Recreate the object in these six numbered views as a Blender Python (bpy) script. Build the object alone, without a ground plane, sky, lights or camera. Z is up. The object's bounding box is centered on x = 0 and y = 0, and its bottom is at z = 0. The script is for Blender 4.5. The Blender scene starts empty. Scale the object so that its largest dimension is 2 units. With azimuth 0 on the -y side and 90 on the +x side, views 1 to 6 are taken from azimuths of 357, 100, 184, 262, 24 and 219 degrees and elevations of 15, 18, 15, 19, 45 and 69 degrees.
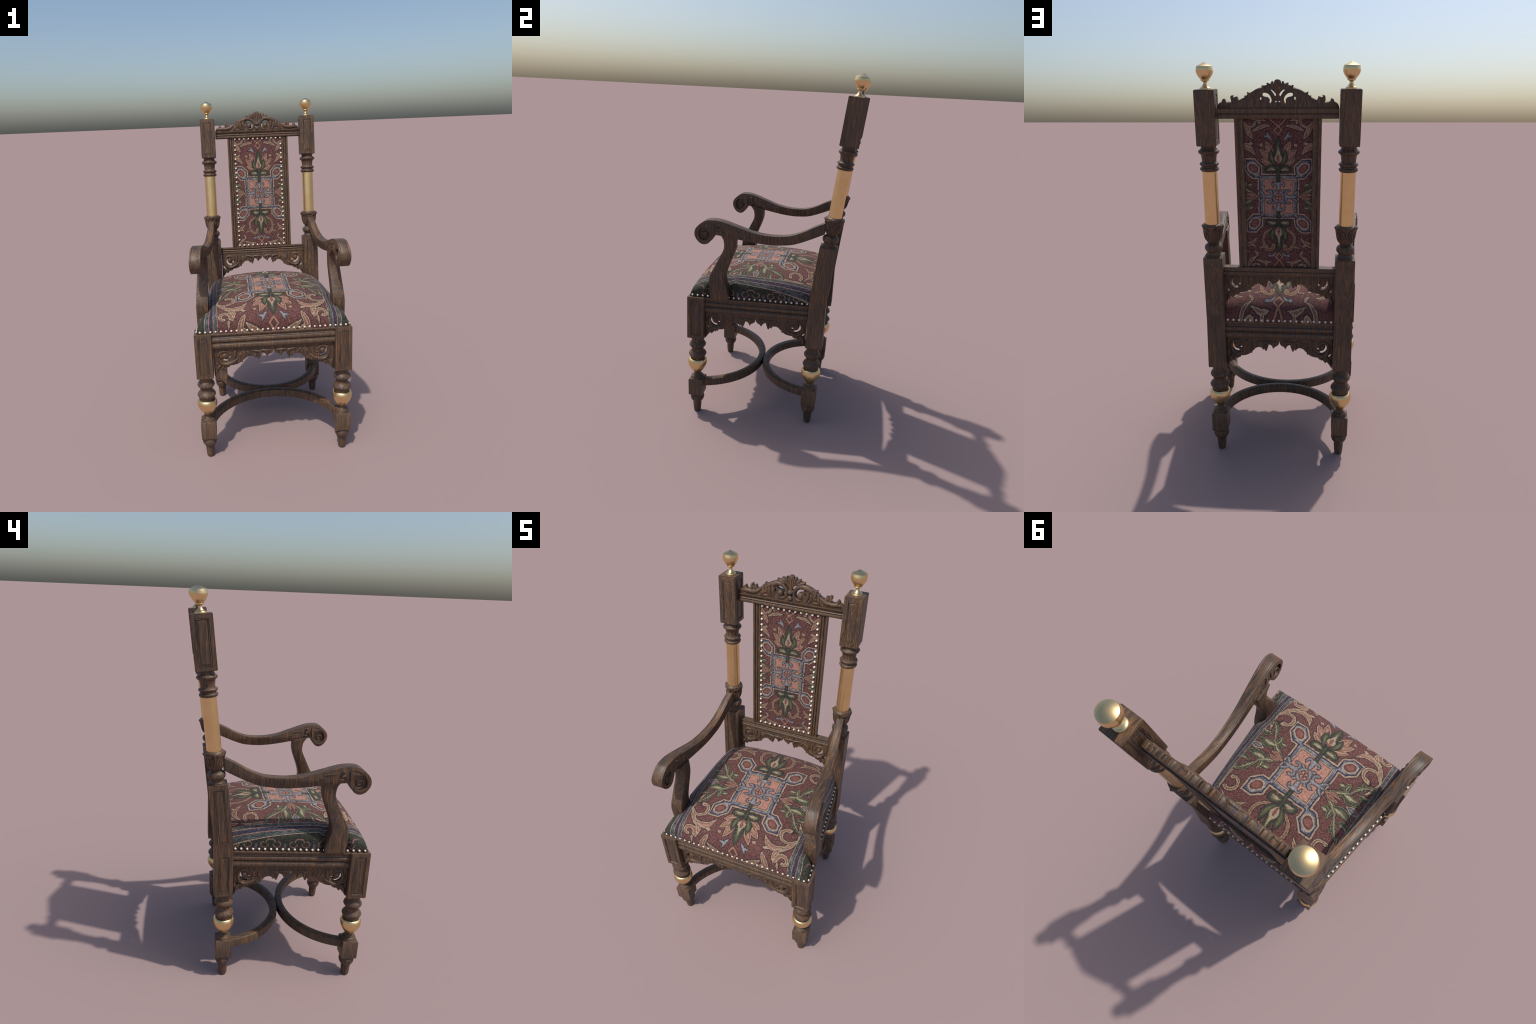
"""Carved baroque armchair: turned oak legs, brass sleeves and finials, pierced
carved aprons and crest, tapestry cushion and back panel with round nail heads."""
import bpy, bmesh, math, random
from mathutils import Vector, Matrix, noise as mnoise
from mathutils.geometry import tessellate_polygon

random.seed(11)
SC = bpy.context.scene.collection

# ------------------------------------------------------------------ measures
TILT = 0.1035                                  # backward rake of the back frame (dy/dz)
TLEN = math.sqrt(1 + TILT * TILT)
AX_Y, AX_Z = 0.2895, 0.775                     # where the rear posts start to rake
FRONT_LEG = (0.384, -0.392)
REAR_LEG = (0.3205, 0.2825)
RAIL_TOP, RAIL_BOT = 0.767, 0.676


def axis_y(z):
    return AX_Y + TILT * (z - AX_Z)


def tilted(x, off, z):
    """Point of the raked back frame: off is measured square to the rake, backwards +."""
    return Vector((x, axis_y(z) + off / TLEN, z - off * TILT / TLEN))


# ------------------------------------------------------------------ small helpers
def link(name, bm_or_mesh, mat, parent=None, smooth=40):
    if isinstance(bm_or_mesh, bmesh.types.BMesh):
        me = bpy.data.meshes.new(name)
        bmesh.ops.recalc_face_normals(bm_or_mesh, faces=bm_or_mesh.faces)
        bm_or_mesh.to_mesh(me)
        bm_or_mesh.free()
    else:
        me = bm_or_mesh
    me.name = name
    me.materials.clear()
    me.materials.append(mat)
    ob = bpy.data.objects.new(name, me)
    SC.objects.link(ob)
    if parent:
        ob.parent = parent
    if smooth:
        me.polygons.foreach_set("use_smooth", [True] * len(me.polygons))
        me.set_sharp_from_angle(angle=math.radians(smooth))
    return ob


def catmull(pts, sub=4, closed=False):
    """Centripetal-like resampling of control points (any dimension)."""
    n = len(pts)
    P = [Vector(p) for p in pts]
    out = []
    rng = n if closed else n - 1
    for i in range(rng):
        p1, p2 = P[i], P[(i + 1) % n]
        p0 = P[i - 1] if (closed or i > 0) else p1
        p3 = P[(i + 2) % n] if (closed or i < n - 2) else p2
        d = (p2 - p1).length
        m1 = (p2 - p0) * 0.5
        m2 = (p3 - p1) * 0.5
        for m in (m1, m2):
            if m.length > d:
                m *= d / m.length
        for k in range(sub):
            t = k / sub
            t2, t3 = t * t, t * t * t
            out.append(p1 * (2 * t3 - 3 * t2 + 1) + m1 * (t3 - 2 * t2 + t) + p2 * (3 * t2 - 2 * t3) + m2 * (t3 - t2))
    if not closed:
        out.append(P[-1])
    return out


def add_lathe(bm, prof, place, seg=40, warp=None):
    """Turn profile [(r, h)] ; place(x, y, h) -> world point."""
    rings = []
    for r, h in prof:
        if r < 1e-5:
            rings.append([bm.verts.new(place(0, 0, h))])
            continue
        ring = []
        for i in range(seg):
            a = 2 * math.pi * i / seg
            rr = r + (warp(a, h, r) if warp else 0)
            ring.append(bm.verts.new(place(rr * math.cos(a), rr * math.sin(a), h)))
        rings.append(ring)
    for a, b in zip(rings, rings[1:]):
        if len(a) == 1 and len(b) == 1:
            continue
        for i in range(seg):
            j = (i + 1) % seg
            if len(a) == 1:
                bm.faces.new((a[0], b[j], b[i]))
            elif len(b) == 1:
                bm.faces.new((a[i], a[j], b[0]))
            else:
                bm.faces.new((a[i], a[j], b[j], b[i]))
    for ring, flip in ((rings[0], True), (rings[-1], False)):
        if len(ring) > 1:
            bm.faces.new(ring[::-1] if flip else ring)


def smooth_prof(prof, sub=4):
    """Rounds a turned profile; a point written with a third value stays a crisp edge."""
    runs, cur = [], []
    for p in prof:
        cur.append((p[0], p[1]))
        if len(p) > 2 and len(cur) > 1:
            runs.append(cur)
            cur = [(p[0], p[1])]
    if len(cur) > 1:
        runs.append(cur)
    out = []
    for r in runs:
        c = catmull(r, sub) if len(r) > 2 else [Vector(q) for q in r]
        out += [(max(v[0], 0), v[1]) for v in c]
        out.append(None)
    res = []
    for q in out:
        if q is None:
            continue
        if not res or (abs(q[0] - res[-1][0]) + abs(q[1] - res[-1][1])) > 1e-6:
            res.append(q)
    return res


def add_rings(bm, rings, cap=True):
    """Loft quads through equally long rings of points; returns the side faces per step."""
    V = [[bm.verts.new(p) for p in r] for r in rings]
    faces = []
    for a, b in zip(V, V[1:]):
        n = len(a)
        faces.append([bm.faces.new((a[i], a[(i + 1) % n], b[(i + 1) % n], b[i])) for i in range(n)])
    if cap:
        bm.faces.new(V[0][::-1])
        bm.faces.new(V[-1])
    return faces


def panel_face(bm, f, margin, depth):
    """Sink a moulded panel into one face: border, bead, slope, flat field."""
    bmesh.ops.recalc_face_normals(bm, faces=bm.faces)
    bm.normal_update()
    for w, d in ((margin, 0.0), (0.0022, 0.0016), (0.0022, -depth - 0.0016), (0.006, 0.0008), (0.002, 0.0018)):
        bmesh.ops.inset_region(bm, faces=[f], thickness=w, depth=d, use_even_offset=True)


def bevel_sharp(bm, width=0.0022, seg=2, ang=35):
    ed = [e for e in bm.edges if len(e.link_faces) == 2 and e.calc_face_angle(0) > math.radians(ang)]
    bmesh.ops.bevel(bm, geom=ed, offset=width, segments=seg, affect="EDGES", clamp_overlap=True)


def add_sweep(bm, path, radii, place, seg=8, lift=1.0, closed=False):
    """Rounded ridge along (u, v) control points; place(u, v, w) -> world; lift flattens it."""
    pts = catmull([(p[0], p[1], r) for p, r in zip(path, radii)], 5, closed)
    rings = []
    n = len(pts)
    for i, p in enumerate(pts):
        a = pts[i - 1] if (i > 0 or closed) else p
        b = pts[(i + 1) % n] if (i < n - 1 or closed) else p
        t = Vector((b[0] - a[0], b[1] - a[1]))
        if t.length < 1e-9:
            t = Vector((1, 0))
        t.normalize()
        nn = Vector((-t.y, t.x))
        r = p[2]
        rings.append([place(p[0] + nn.x * r * math.cos(q), p[1] + nn.y * r * math.cos(q), r * lift * math.sin(q))
                      for q in (2 * math.pi * k / seg for k in range(seg))])
    if closed:
        rings.append(rings[0])
    V = [[bm.verts.new(p) for p in r] for r in rings]
    for a, b in zip(V, V[1:]):
        for i in range(seg):
            bm.faces.new((a[i], a[(i + 1) % seg], b[(i + 1) % seg], b[i]))
    bm.faces.new(V[0][::-1])
    bm.faces.new(V[-1])


def add_dome(bm, u, v, ru, rv, h, place, n=16, m=4):
    rings = []
    for k in range(m + 1):
        a = math.pi / 2 * k / m
        c, s = math.cos(a), math.sin(a)
        if k == m:
            rings.append([bm.verts.new(place(u, v, h))])
        else:
            rings.append([bm.verts.new(place(u + ru * c * math.cos(2 * math.pi * i / n), v + rv * c * math.sin(2 * math.pi * i / n), h * s)) for i in range(n)])
    for a, b in zip(rings, rings[1:]):
        for i in range(n):
            j = (i + 1) % n
            if len(b) == 1:
                bm.faces.new((a[i], a[j], b[0]))
            else:
                bm.faces.new((a[i], a[j], b[j], b[i]))
    bm.faces.new(rings[0][::-1])


def shrink(loop, d):
    """Moves a closed 2D outline inwards by d (outwards when negative) so that the rounded edge lands on it."""
    n = len(loop)
    area = sum(loop[i][0] * loop[(i + 1) % n][1] - loop[(i + 1) % n][0] * loop[i][1] for i in range(n))
    sg = 1 if area > 0 else -1
    out = []
    for i in range(n):
        p, a, b = Vector(loop[i][:2]), Vector(loop[i - 1][:2]), Vector(loop[(i + 1) % n][:2])
        e1, e2 = (p - a), (b - p)
        if e1.length < 1e-9 or e2.length < 1e-9:
            out.append((p.x, p.y))
            continue
        e1.normalize()
        e2.normalize()
        t = e1 + e2
        t = t.normalized() if t.length > 0.2 else Vector((-e1.y, e1.x)) * 0 + e1
        k = d / max(0.6, abs(t.dot(e1)))
        out.append((p.x - t.y * sg * k, p.y + t.x * sg * k))
    return out


def add_plate(bm, outline, holes, thick, bevel, place):
    """Pierced board from 2D outlines, edges rounded; local w runs -thick/2..thick/2."""
    loops = [[(p[0], p[1]) for p in l] for l in [outline] + holes]
    h = thick / 2
    levels = [(1.0, -h), (0.3, -h + 0.3 * bevel), (0.0, -h + bevel), (0.0, h - bevel), (0.3, h - 0.3 * bevel), (1.0, h)]
    flat = {}
    for k, loop in enumerate(loops):
        n = len(loop)
        rings = []
        for d, w in levels:
            l2 = shrink(loop, (d if k == 0 else -d) * bevel) if d else loop
            rings.append([bm.verts.new(place(p[0], p[1], w)) for p in l2])
            if d == 1.0:
                flat.setdefault(w, []).append((l2, rings[-1]))
        for a, b in zip(rings, rings[1:]):
            for i in range(n):
                j = (i + 1) % n
                bm.faces.new((a[i], a[j], b[j], b[i]))
    for w, parts in flat.items():
        pts = [[Vector((p[0], p[1], 0)) for p in l2] for l2, _ in parts]
        vs = [v for _, ring in parts for v in ring]
        for tri in tessellate_polygon(pts):
            try:
                bm.faces.new([vs[i] for i in tri])
            except ValueError:
                pass


def extrude_profile(bm, prof, ends):
    """Moulding: prof = [(a, b)], ends = two functions (a, b) -> world point."""
    rings = [[f(a, b) for a, b in prof] for f in ends]
    add_rings(bm, rings)


# ------------------------------------------------------------------ node helpers
class Nodes:
    """Tiny expression builder over shader nodes; nodes are made in evaluation order."""

    def __init__(self, name):
        self.mat = bpy.data.materials.new(name)
        self.mat.use_nodes = True
        self.t = self.mat.node_tree
        self.t.nodes.clear()
        self.out = self.t.nodes.new("ShaderNodeOutputMaterial")
        self.bsdf = self.t.nodes.new("ShaderNodeBsdfPrincipled")
        self.t.links.new(self.bsdf.outputs[0], self.out.inputs[0])

    def node(self, kind, **kw):
        n = self.t.nodes.new(kind)
        for k, v in kw.items():
            setattr(n, k, v)
        return n

    def put(self, sock, v):
        if isinstance(v, bpy.types.NodeSocket):
            self.t.links.new(v, sock)
        else:
            sock.default_value = v

    def m(self, op, a, b=None, c=None, clamp=False):
        n = self.node("ShaderNodeMath", operation=op, use_clamp=clamp)
        for i, v in enumerate((a, b, c)):
            if v is not None:
                self.put(n.inputs[i], v)
        return n.outputs[0]

    def add(self, a, b): return self.m("ADD", a, b)
    def sub(self, a, b): return self.m("SUBTRACT", a, b)
    def mul(self, a, b): return self.m("MULTIPLY", a, b)
    def mad(self, a, b, c): return self.m("MULTIPLY_ADD", a, b, c)
    def abs(self, a): return self.m("ABSOLUTE", a)
    def mn(self, a, b): return self.m("MINIMUM", a, b)
    def mx(self, a, b): return self.m("MAXIMUM", a, b)

    def union(self, *ds):
        d = ds[0]
        for e in ds[1:]:
            d = self.mx(d, e)
        return d

    def xyz(self, v):
        n = self.node("ShaderNodeSeparateXYZ")
        self.put(n.inputs[0], v)
        return n.outputs

    def vec(self, x, y, z):
        n = self.node("ShaderNodeCombineXYZ")
        for i, v in enumerate((x, y, z)):
            self.put(n.inputs[i], v)
        return n.outputs[0]

    def noise(self, v, scale, detail=2.0, rough=0.5, dist=0.0, color=False):
        n = self.node("ShaderNodeTexNoise")
        self.put(n.inputs["Vector"], v)
        n.inputs["Scale"].default_value = scale
        n.inputs["Detail"].default_value = detail
        n.inputs["Roughness"].default_value = rough
        n.inputs["Distortion"].default_value = dist
        return n.outputs[1 if color else 0]

    def ramp(self, f, stops, interp="LINEAR"):
        n = self.node("ShaderNodeValToRGB")
        n.color_ramp.interpolation = interp
        e = n.color_ramp.elements
        while len(e) < len(stops):
            e.new(0.5)
        for el, (p, c) in zip(e, stops):
            el.position = p
            el.color = c if len(c) == 4 else (*c, 1)
        self.put(n.inputs[0], f)
        return n.outputs

    def mix(self, f, a, b, blend="MIX"):
        n = self.node("ShaderNodeMix", data_type="RGBA", blend_type=blend)
        self.put(n.inputs[0], f)
        for s, v in ((n.inputs[6], a), (n.inputs[7], b)):
            if isinstance(v, tuple) and len(v) == 3:
                v = (*v, 1)
            self.put(s, v)
        return n.outputs[2]

    def step(self, v, lo, hi):
        n = self.node("ShaderNodeMapRange", interpolation_type="SMOOTHSTEP")
        self.put(n.inputs[0], v)
        n.inputs[1].default_value = lo
        n.inputs[2].default_value = hi
        return n.outputs[0]

    def object_co(self):
        return self.node("ShaderNodeTexCoord").outputs["Object"]

    def normal(self):
        return self.node("ShaderNodeNewGeometry").outputs["Normal"]

    def bump(self, h, strength, dist):
        n = self.node("ShaderNodeBump")
        n.inputs["Strength"].default_value = strength
        n.inputs["Distance"].default_value = dist
        self.put(n.inputs["Height"], h)
        self.put(self.bsdf.inputs["Normal"], n.outputs[0])

    def finish(self, color, rough, metallic=0.0, spec=0.5):
        self.put(self.bsdf.inputs["Base Color"], color)
        self.put(self.bsdf.inputs["Roughness"], rough)
        self.bsdf.inputs["Metallic"].default_value = metallic
        self.bsdf.inputs["Specular IOR Level"].default_value = spec
        return self.mat


def wood_material():
    """Dark oak: blue-black and rust streaks running upright, lengthwise on upward faces."""
    N = Nodes("dark_oak")
    co = N.object_co()
    x, y, z = N.xyz(co)
    nz = N.abs(N.xyz(N.normal())[2])
    flat = N.step(nz, 0.74, 0.78)
    wob = N.noise(co, 5.0, 2)
    up = N.vec(N.mad(wob, 0.018, x), N.mad(wob, 0.018, y), N.mul(z, 0.040))
    lie = N.vec(N.mad(wob, 0.04, x), N.mul(y, 0.06), N.mul(z, 0.06))
    vm = N.node("ShaderNodeMix", data_type="VECTOR")
    N.put(vm.inputs[0], flat)
    N.put(vm.inputs[4], up)
    N.put(vm.inputs[5], lie)
    g = vm.outputs[1]
    a = N.noise(g, 190, 4, 0.66)
    b = N.noise(g, 400, 3, 0.62)
    c = N.noise(g, 85, 3, 0.6, 0.3)
    patch = N.noise(co, 7, 3, 0.6)
    base = N.ramp(a, [(0.30, (0.021, 0.016, 0.013)), (0.44, (0.055, 0.034, 0.021)), (0.57, (0.096, 0.058, 0.034)), (0.72, (0.150, 0.092, 0.053))])[0]
    rust = N.mul(N.step(b, 0.52, 0.65), N.step(c, 0.38, 0.60))
    col = N.mix(N.mul(rust, 0.72), base, (0.285, 0.115, 0.036))
    blue = N.mul(N.step(c, 0.52, 0.40), N.step(b, 0.56, 0.44))
    col = N.mix(N.mul(blue, 0.7), col, (0.034, 0.038, 0.046))
    col = N.mix(N.step(patch, 0.42, 0.72), col, N.mix(1.0, col, (1.16, 1.13, 1.10), "MULTIPLY"))
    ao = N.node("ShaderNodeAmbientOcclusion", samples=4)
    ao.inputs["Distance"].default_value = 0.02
    recess_dark = N.step(ao.outputs["AO"], 0.85, 0.35)
    col = N.mix(N.mul(recess_dark, 0.40), col, (0.018, 0.013, 0.010))  # wood colour darkened in hollows, driven by ambient occlusion
    edge = N.node("ShaderNodeNewGeometry").outputs["Pointiness"]
    col = N.mix(N.mul(N.step(edge, 0.54, 0.64), 0.14), col, (0.215, 0.142, 0.090))
    N.bump(N.add(N.mul(a, 0.6), b), 0.13, 0.002)
    return N.finish(col, N.mad(b, 0.20, 0.38), spec=0.38)


def brass_material():
    N = Nodes("brushed_brass")
    co = N.object_co()
    n = N.noise(co, 18, 3, 0.6)
    col = N.mix(N.step(n, 0.35, 0.7), (0.77, 0.56, 0.275), (0.81, 0.60, 0.305))
    return N.finish(col, N.mad(n, 0.04, 0.27), metallic=1.0)


def nail_material():
    N = Nodes("pearl_enamel")
    n = N.noise(N.object_co(), 60, 2)
    return N.finish(N.mix(n, (0.64, 0.56, 0.45), (0.76, 0.69, 0.57)), 0.36, spec=0.5)


# ---------------------------------------------------------------- tapestry
RED = (0.115, 0.036, 0.033)
DARK = (0.026, 0.021, 0.024)
CREAM = (0.36, 0.265, 0.170)
OCHRE = (0.200, 0.088, 0.046)
ROSE = (0.310, 0.145, 0.100)
SALMON = (0.40, 0.180, 0.122)
NAVY = (0.022, 0.022, 0.058)
STEEL = (0.150, 0.158, 0.185)
PALE = (0.27, 0.265, 0.27)
GREEN = (0.036, 0.050, 0.031)
LEAF = (0.084, 0.090, 0.050)
SAGE = (0.25, 0.225, 0.120)


def A(c, a=1.0):
    return (*c, a)


def tapestry(N, P, Q, absq, field):
    """Draws the woven pattern in its own plane. P = |distance from the centre line|,
    Q = along it, + towards the big flower; field = colour below it. Units: metres of cloth."""
    col = field
    fray = N.mul(N.sub(N.noise(N.vec(P, Q, 0.0), 130, 3, 0.7), 0.5), 0.011)

    def lens(a, b, w, bend=0.0, drop=0.0, X=P, Y=Q):
        (x0, y0), (x1, y1) = a, b
        L = math.hypot(x1 - x0, y1 - y0) / 2
        ux, uy = (x1 - x0) / (2 * L), (y1 - y0) / (2 * L)
        cx, cy = (x0 + x1) / 2, (y0 + y1) / 2
        s = N.mad(Y, uy, N.mad(X, ux, -(cx * ux + cy * uy)))
        t = N.mad(Y, ux, N.mad(X, -uy, cx * uy - cy * ux - bend))
        s2 = N.mul(s, s)
        if bend:
            t = N.mad(s2, bend / (L * L), t)
        wd = N.mad(s2, -w / (L * L), w)
        if drop:
            wd = N.mul(wd, N.mx(N.mad(s, drop / L, 1.0), 0.1))
        return N.sub(wd, N.abs(t))

    def curl(c, r0, r1, a0, a1, w0, w1, X=P, Y=Q):
        """Tapered scroll: angle a0 -> a1 (degrees, either sense), radius r0 -> r1, width w0 -> w1."""
        sg = 1 if a1 > a0 else -1
        span = math.radians(abs(a1 - a0))
        dx, dy = N.sub(X, c[0]), N.sub(Y, c[1])
        th = N.m("ARCTAN2", dy, dx)
        th = N.mad(th, sg, -sg * math.radians(a0))
        f = N.mul(N.m("WRAP", th, 2 * math.pi - 0.15, -0.15), 1 / span)
        r = N.m("SQRT", N.mad(dx, dx, N.mul(dy, dy)))
        R = N.mad(f, r1 - r0, r0)
        w = N.mad(f, w1 - w0, w0)
        d = N.sub(w, N.abs(N.sub(r, R)))
        return N.mn(d, N.mn(N.mad(f, -0.04, 0.04), N.mad(f, 0.04, 0.004)))

    def ell(c, rx, ry, X=P, Y=Q):
        dx, dy = N.mad(X, 1 / rx, -c[0] / rx), N.mad(Y, 1 / ry, -c[1] / ry)
        return N.mul(N.sub(1.0, N.m("SQRT", N.mad(dx, dx, N.mul(dy, dy)))), min(rx, ry))

    def spot(c, r, X=P, Y=Q):
        return ell(c, r, r, X, Y)

    def curve_width(Y, lo, hi, pts):
        """Half width of a symmetric motif along the centre line."""
        n = N.node("ShaderNodeFloatCurve")
        cv = n.mapping.curves[0]
        for q in cv.points:
            q.handle_type = "VECTOR"
        W = max(p[1] for p in pts)
        pp = sorted(((y - lo) / (hi - lo), w / W) for y, w in pts)
        while len(cv.points) < len(pp):
            cv.points.new(0.5, 0.5)
        for q, p in zip(cv.points, pp):
            q.location = p
            q.handle_type = "VECTOR"
        n.mapping.update()
        N.put(n.inputs["Value"], N.mad(Y, 1 / (hi - lo), -lo / (hi - lo)))
        inside = N.mn(N.sub(Y, lo), N.sub(hi, Y))
        return N.mn(N.sub(N.mul(n.outputs[0], W), P), inside)

    def paint(d, stops, fuzzy=True):
        """stops: (distance inside the edge, colour with alpha)."""
        nonlocal col
        if fuzzy:
            d = N.mad(fray, N.m("MULTIPLY", d, 260.0, clamp=True), d)
        lo, hi = -0.005, 0.015
        r = N.ramp(N.mad(d, 1 / (hi - lo), -lo / (hi - lo)), [((s - lo) / (hi - lo), c) for s, c in stops])
        col = N.mix(r[1], col, r[0])

    def soft(outline, rim, inner, core=None, rimw=0.0022, edge=0.0026):
        st = [(-0.0048, A(outline, 0)), (-edge, A(outline, 0.55)), (-edge + 0.0008, A(outline, 0.85)), (-0.0004, A(outline)), (0.0003, A(rim)),
              (rimw, A(rim)), (rimw + 0.0024, A(inner))]
        if core:
            st += [(0.0075, A(inner)), (0.0105, A(core))]
        return st

    ochre = soft(DARK, CREAM, OCHRE, ROSE)
    rose = soft(DARK, ROSE, OCHRE, None)
    green = soft(DARK, GREEN, LEAF, SAGE, 0.0026)
    sage = soft(DARK, SAGE, LEAF, GREEN, 0.0030)
    steel = soft(DARK, STEEL, PALE, STEEL, 0.0018)

    # --- corner octagons and the square frame
    px, qx = N.sub(P, 0.1140), N.sub(absq, 0.1305)
    octo = N.mn(N.mn(N.mad(N.abs(px), -1, 0.0415), N.mad(N.abs(qx), -1, 0.0475)),
                N.mad(N.abs(N.sub(qx, px)), -0.707, 0.0382))
    sq = N.mn(N.mad(P, -1, 0.0955), N.mad(absq, -1, 0.1075))
    frame = N.mx(octo, sq)
    paint(frame, [(-0.0034, A(DARK, 0)), (-0.0022, A(DARK, 0.8)), (-0.0006, A(DARK)), (0.0, A(CREAM)), (0.0052, A(CREAM)), (0.0058, A(OCHRE)),
                  (0.0072, A(NAVY)), (0.0105, A(NAVY)), (0.0118, A(STEEL)), (0.0150, A(STEEL))], False)
    worn = N.noise(N.vec(P, Q, 0.3), 62, 3, 0.6)
    col = N.mix(N.mul(N.mul(N.step(worn, 0.52, 0.60), 0.7), N.step(frame, 0.0098, 0.0118)), col, NAVY)
    col = N.mix(N.mul(N.step(worn, 0.44, 0.36), N.step(frame, 0.0098, 0.0118)), col, PALE)
    diag = N.mul(N.add(px, qx), 0.707)
    perp = N.mul(N.sub(qx, px), 0.707)
    eye = ell((0.001, 0), 0.0310, 0.0215, diag, perp)
    paint(eye, [(-0.0026, A(PALE, 0)), (-0.001, A(PALE)), (0.0, A(CREAM)), (0.0034, A(CREAM)), (0.0045, A((0.06, 0.02, 0.025))), (0.0065, A(RED)), (0.012, A((0.215, 0.070, 0.052)))], False)
    field_sq = N.mn(N.mad(P, -1, 0.0725), N.mad(absq, -1, 0.0845))
    paint(field_sq, [(-0.0016, A(DARK, 0)), (-0.0008, A(OCHRE)), (0.0, A(CREAM)), (0.0034, A(CREAM)), (0.0042, A(DARK)), (0.0056, A(DARK)), (0.0066, A(SALMON)), (0.015, A(SALMON))], False)
    # --- steel-blue cross in the square
    cross = N.union(
        lens((0.0, 0.012), (0.0, 0.100), 0.0082, X=P, Y=absq),
        lens((0.010, 0.0), (0.096, 0.0), 0.0072, X=P, Y=absq),
        curl((0.0165, 0.0560), 0.0100, 0.0085, 175, -40, 0.0046, 0.0040, P, absq),
        curl((0.0455, 0.0170), 0.0130, 0.0105, 255, 50, 0.0044, 0.0044, P, absq),
        curl((0.0, 0.0), 0.0235, 0.0235, 5, 85, 0.0052, 0.0052, P, absq),
        lens((0.0160, 0.0180), (0.0330, 0.0330), 0.0048, 0.004, X=P, Y=absq),
        lens((0.064, 0.0), (0.096, 0.027), 0.0052, 0.004, X=P, Y=absq),
    )
    cross = N.mn(cross, N.mad(P, -1, 0.093))
    paint(cross, soft(DARK, STEEL, PALE, STEEL, 0.0022, 0.0028))
    petals = N.mx(lens((0.004, 0.0), (0.031, 0.0), 0.0052, X=P, Y=absq), lens((0.0, 0.004), (0.0, 0.031), 0.0052, X=P, Y=absq))
    paint(petals, [(-0.002, A(DARK, 0)), (-0.001, A(DARK)), (0.0, A(RED)), (0.002, A(SALMON)), (0.005, A(SALMON))])
    dotc = N.mn(P, absq)
    paint(N.mn(N.mad(dotc, -1, 0.0008), N.mad(N.mx(P, absq), -1, 0.026)), [(-0.001, A(DARK, 0)), (0.0, A(DARK))])

    # --- scroll leaves in the field (ochre), both halves
    big = N.union(
        lens((0.2110, 0.0760), (0.2320, 0.1780), 0.0074, -0.012),
        lens((0.2330, 0.1560), (0.1860, 0.2420), 0.0102, -0.004),
        lens((0.2020, 0.2090), (0.1045, 0.1880), 0.0140, -0.034, 0.15),
        curl((0.1940, 0.1570), 0.0370, 0.0270, 20, 285, 0.0064, 0.0082),
        spot((0.1880, 0.1340), 0.0085),
        lens((0.1890, 0.2280), (0.1640, 0.2840), 0.0112, 0.009),
        curl((0.2050, 0.2760), 0.0300, 0.0070, 165, 480, 0.0100, 0.0056),
        lens((0.1860, 0.2860), (0.1880, 0.3140), 0.0048),
        lens((0.1560, 0.2330), (0.1180, 0.2520), 0.0055, 0.004),
        lens((0.1330, 0.2380), (0.1130, 0.2460), 0.0040))
    paint(big, soft(DARK, CREAM, OCHRE, ROSE, 0.0030, 0.003))
    dash = N.step(N.noise(N.vec(P, Q, 0.7), 95, 2, 0.6), 0.42, 0.50)

    def vein(d, c, k=0.75):
        nonlocal col
        col = N.mix(N.mul(N.mul(N.step(d, -0.0006, 0.0010), dash), k), col, c)
    vein(N.union(lens((0.2000, 0.2120), (0.1120, 0.1920), 0.0028, -0.036), lens((0.2320, 0.1600), (0.1880, 0.2360), 0.0022, -0.004),
                 lens((0.1860, 0.2360), (0.1660, 0.2760), 0.0024, 0.009), lens((0.2110, 0.0800), (0.2310, 0.1700), 0.0018, -0.012)), (0.42, 0.27, 0.19))
    # top corner arabesque (continues under the rail)
    arab = N.union(
        lens((0.1560, 0.3480), (0.1150, 0.2640), 0.0120, 0.002, 0.2),
        lens((0.1180, 0.2980), (0.0330, 0.3230), 0.0080, -0.007),
        curl((0.1300, 0.3440), 0.0290, 0.0290, 190, 330, 0.0055, 0.0040),
        lens((0.0500, 0.3440), (0.1250, 0.3560), 0.0060),
        spot((0.084, 0.337), 0.0060))
    paint(arab, ochre)
    vein(N.union(lens((0.1530, 0.3400), (0.1180, 0.2720), 0.0026, 0.002), lens((0.1120, 0.3000), (0.0420, 0.3210), 0.0022, -0.007)), (0.40, 0.27, 0.17))
    rear = N.union(
        lens((0.1300, -0.2370), (0.1120, -0.2480), 0.0050),
        lens((0.1560, -0.3640), (0.1040, -0.2960), 0.0085, -0.010),
        lens((0.1020, -0.3020), (0.1190, -0.2700), 0.0055, 0.004),
        lens((0.1130, -0.3130), (0.0330, -0.3260), 0.0065, 0.008),
        curl((0.1120, -0.3600), 0.0210, 0.0210, 30, 150, 0.0060, 0.0045),
        lens((0.0580, -0.3250), (0.0620, -0.3580), 0.0075, 0.004),
        curl((0.1980, -0.1760), 0.0300, 0.0230, -60, -300, 0.0075, 0.0050),
        lens((0.2230, -0.1000), (0.2260, -0.2260), 0.0072, 0.010),
        lens((0.2140, -0.2180), (0.1030, -0.1990), 0.0110, 0.033, 0.15),
        spot((0.2080, -0.1550), 0.0080),
        lens((0.1900, -0.2450), (0.1400, -0.2750), 0.0070, 0.010),
        lens((0.2200, -0.2300), (0.1980, -0.2900), 0.0085, 0.006),
    )
    paint(rear, soft(DARK, CREAM, OCHRE, None, 0.0024))
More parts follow.
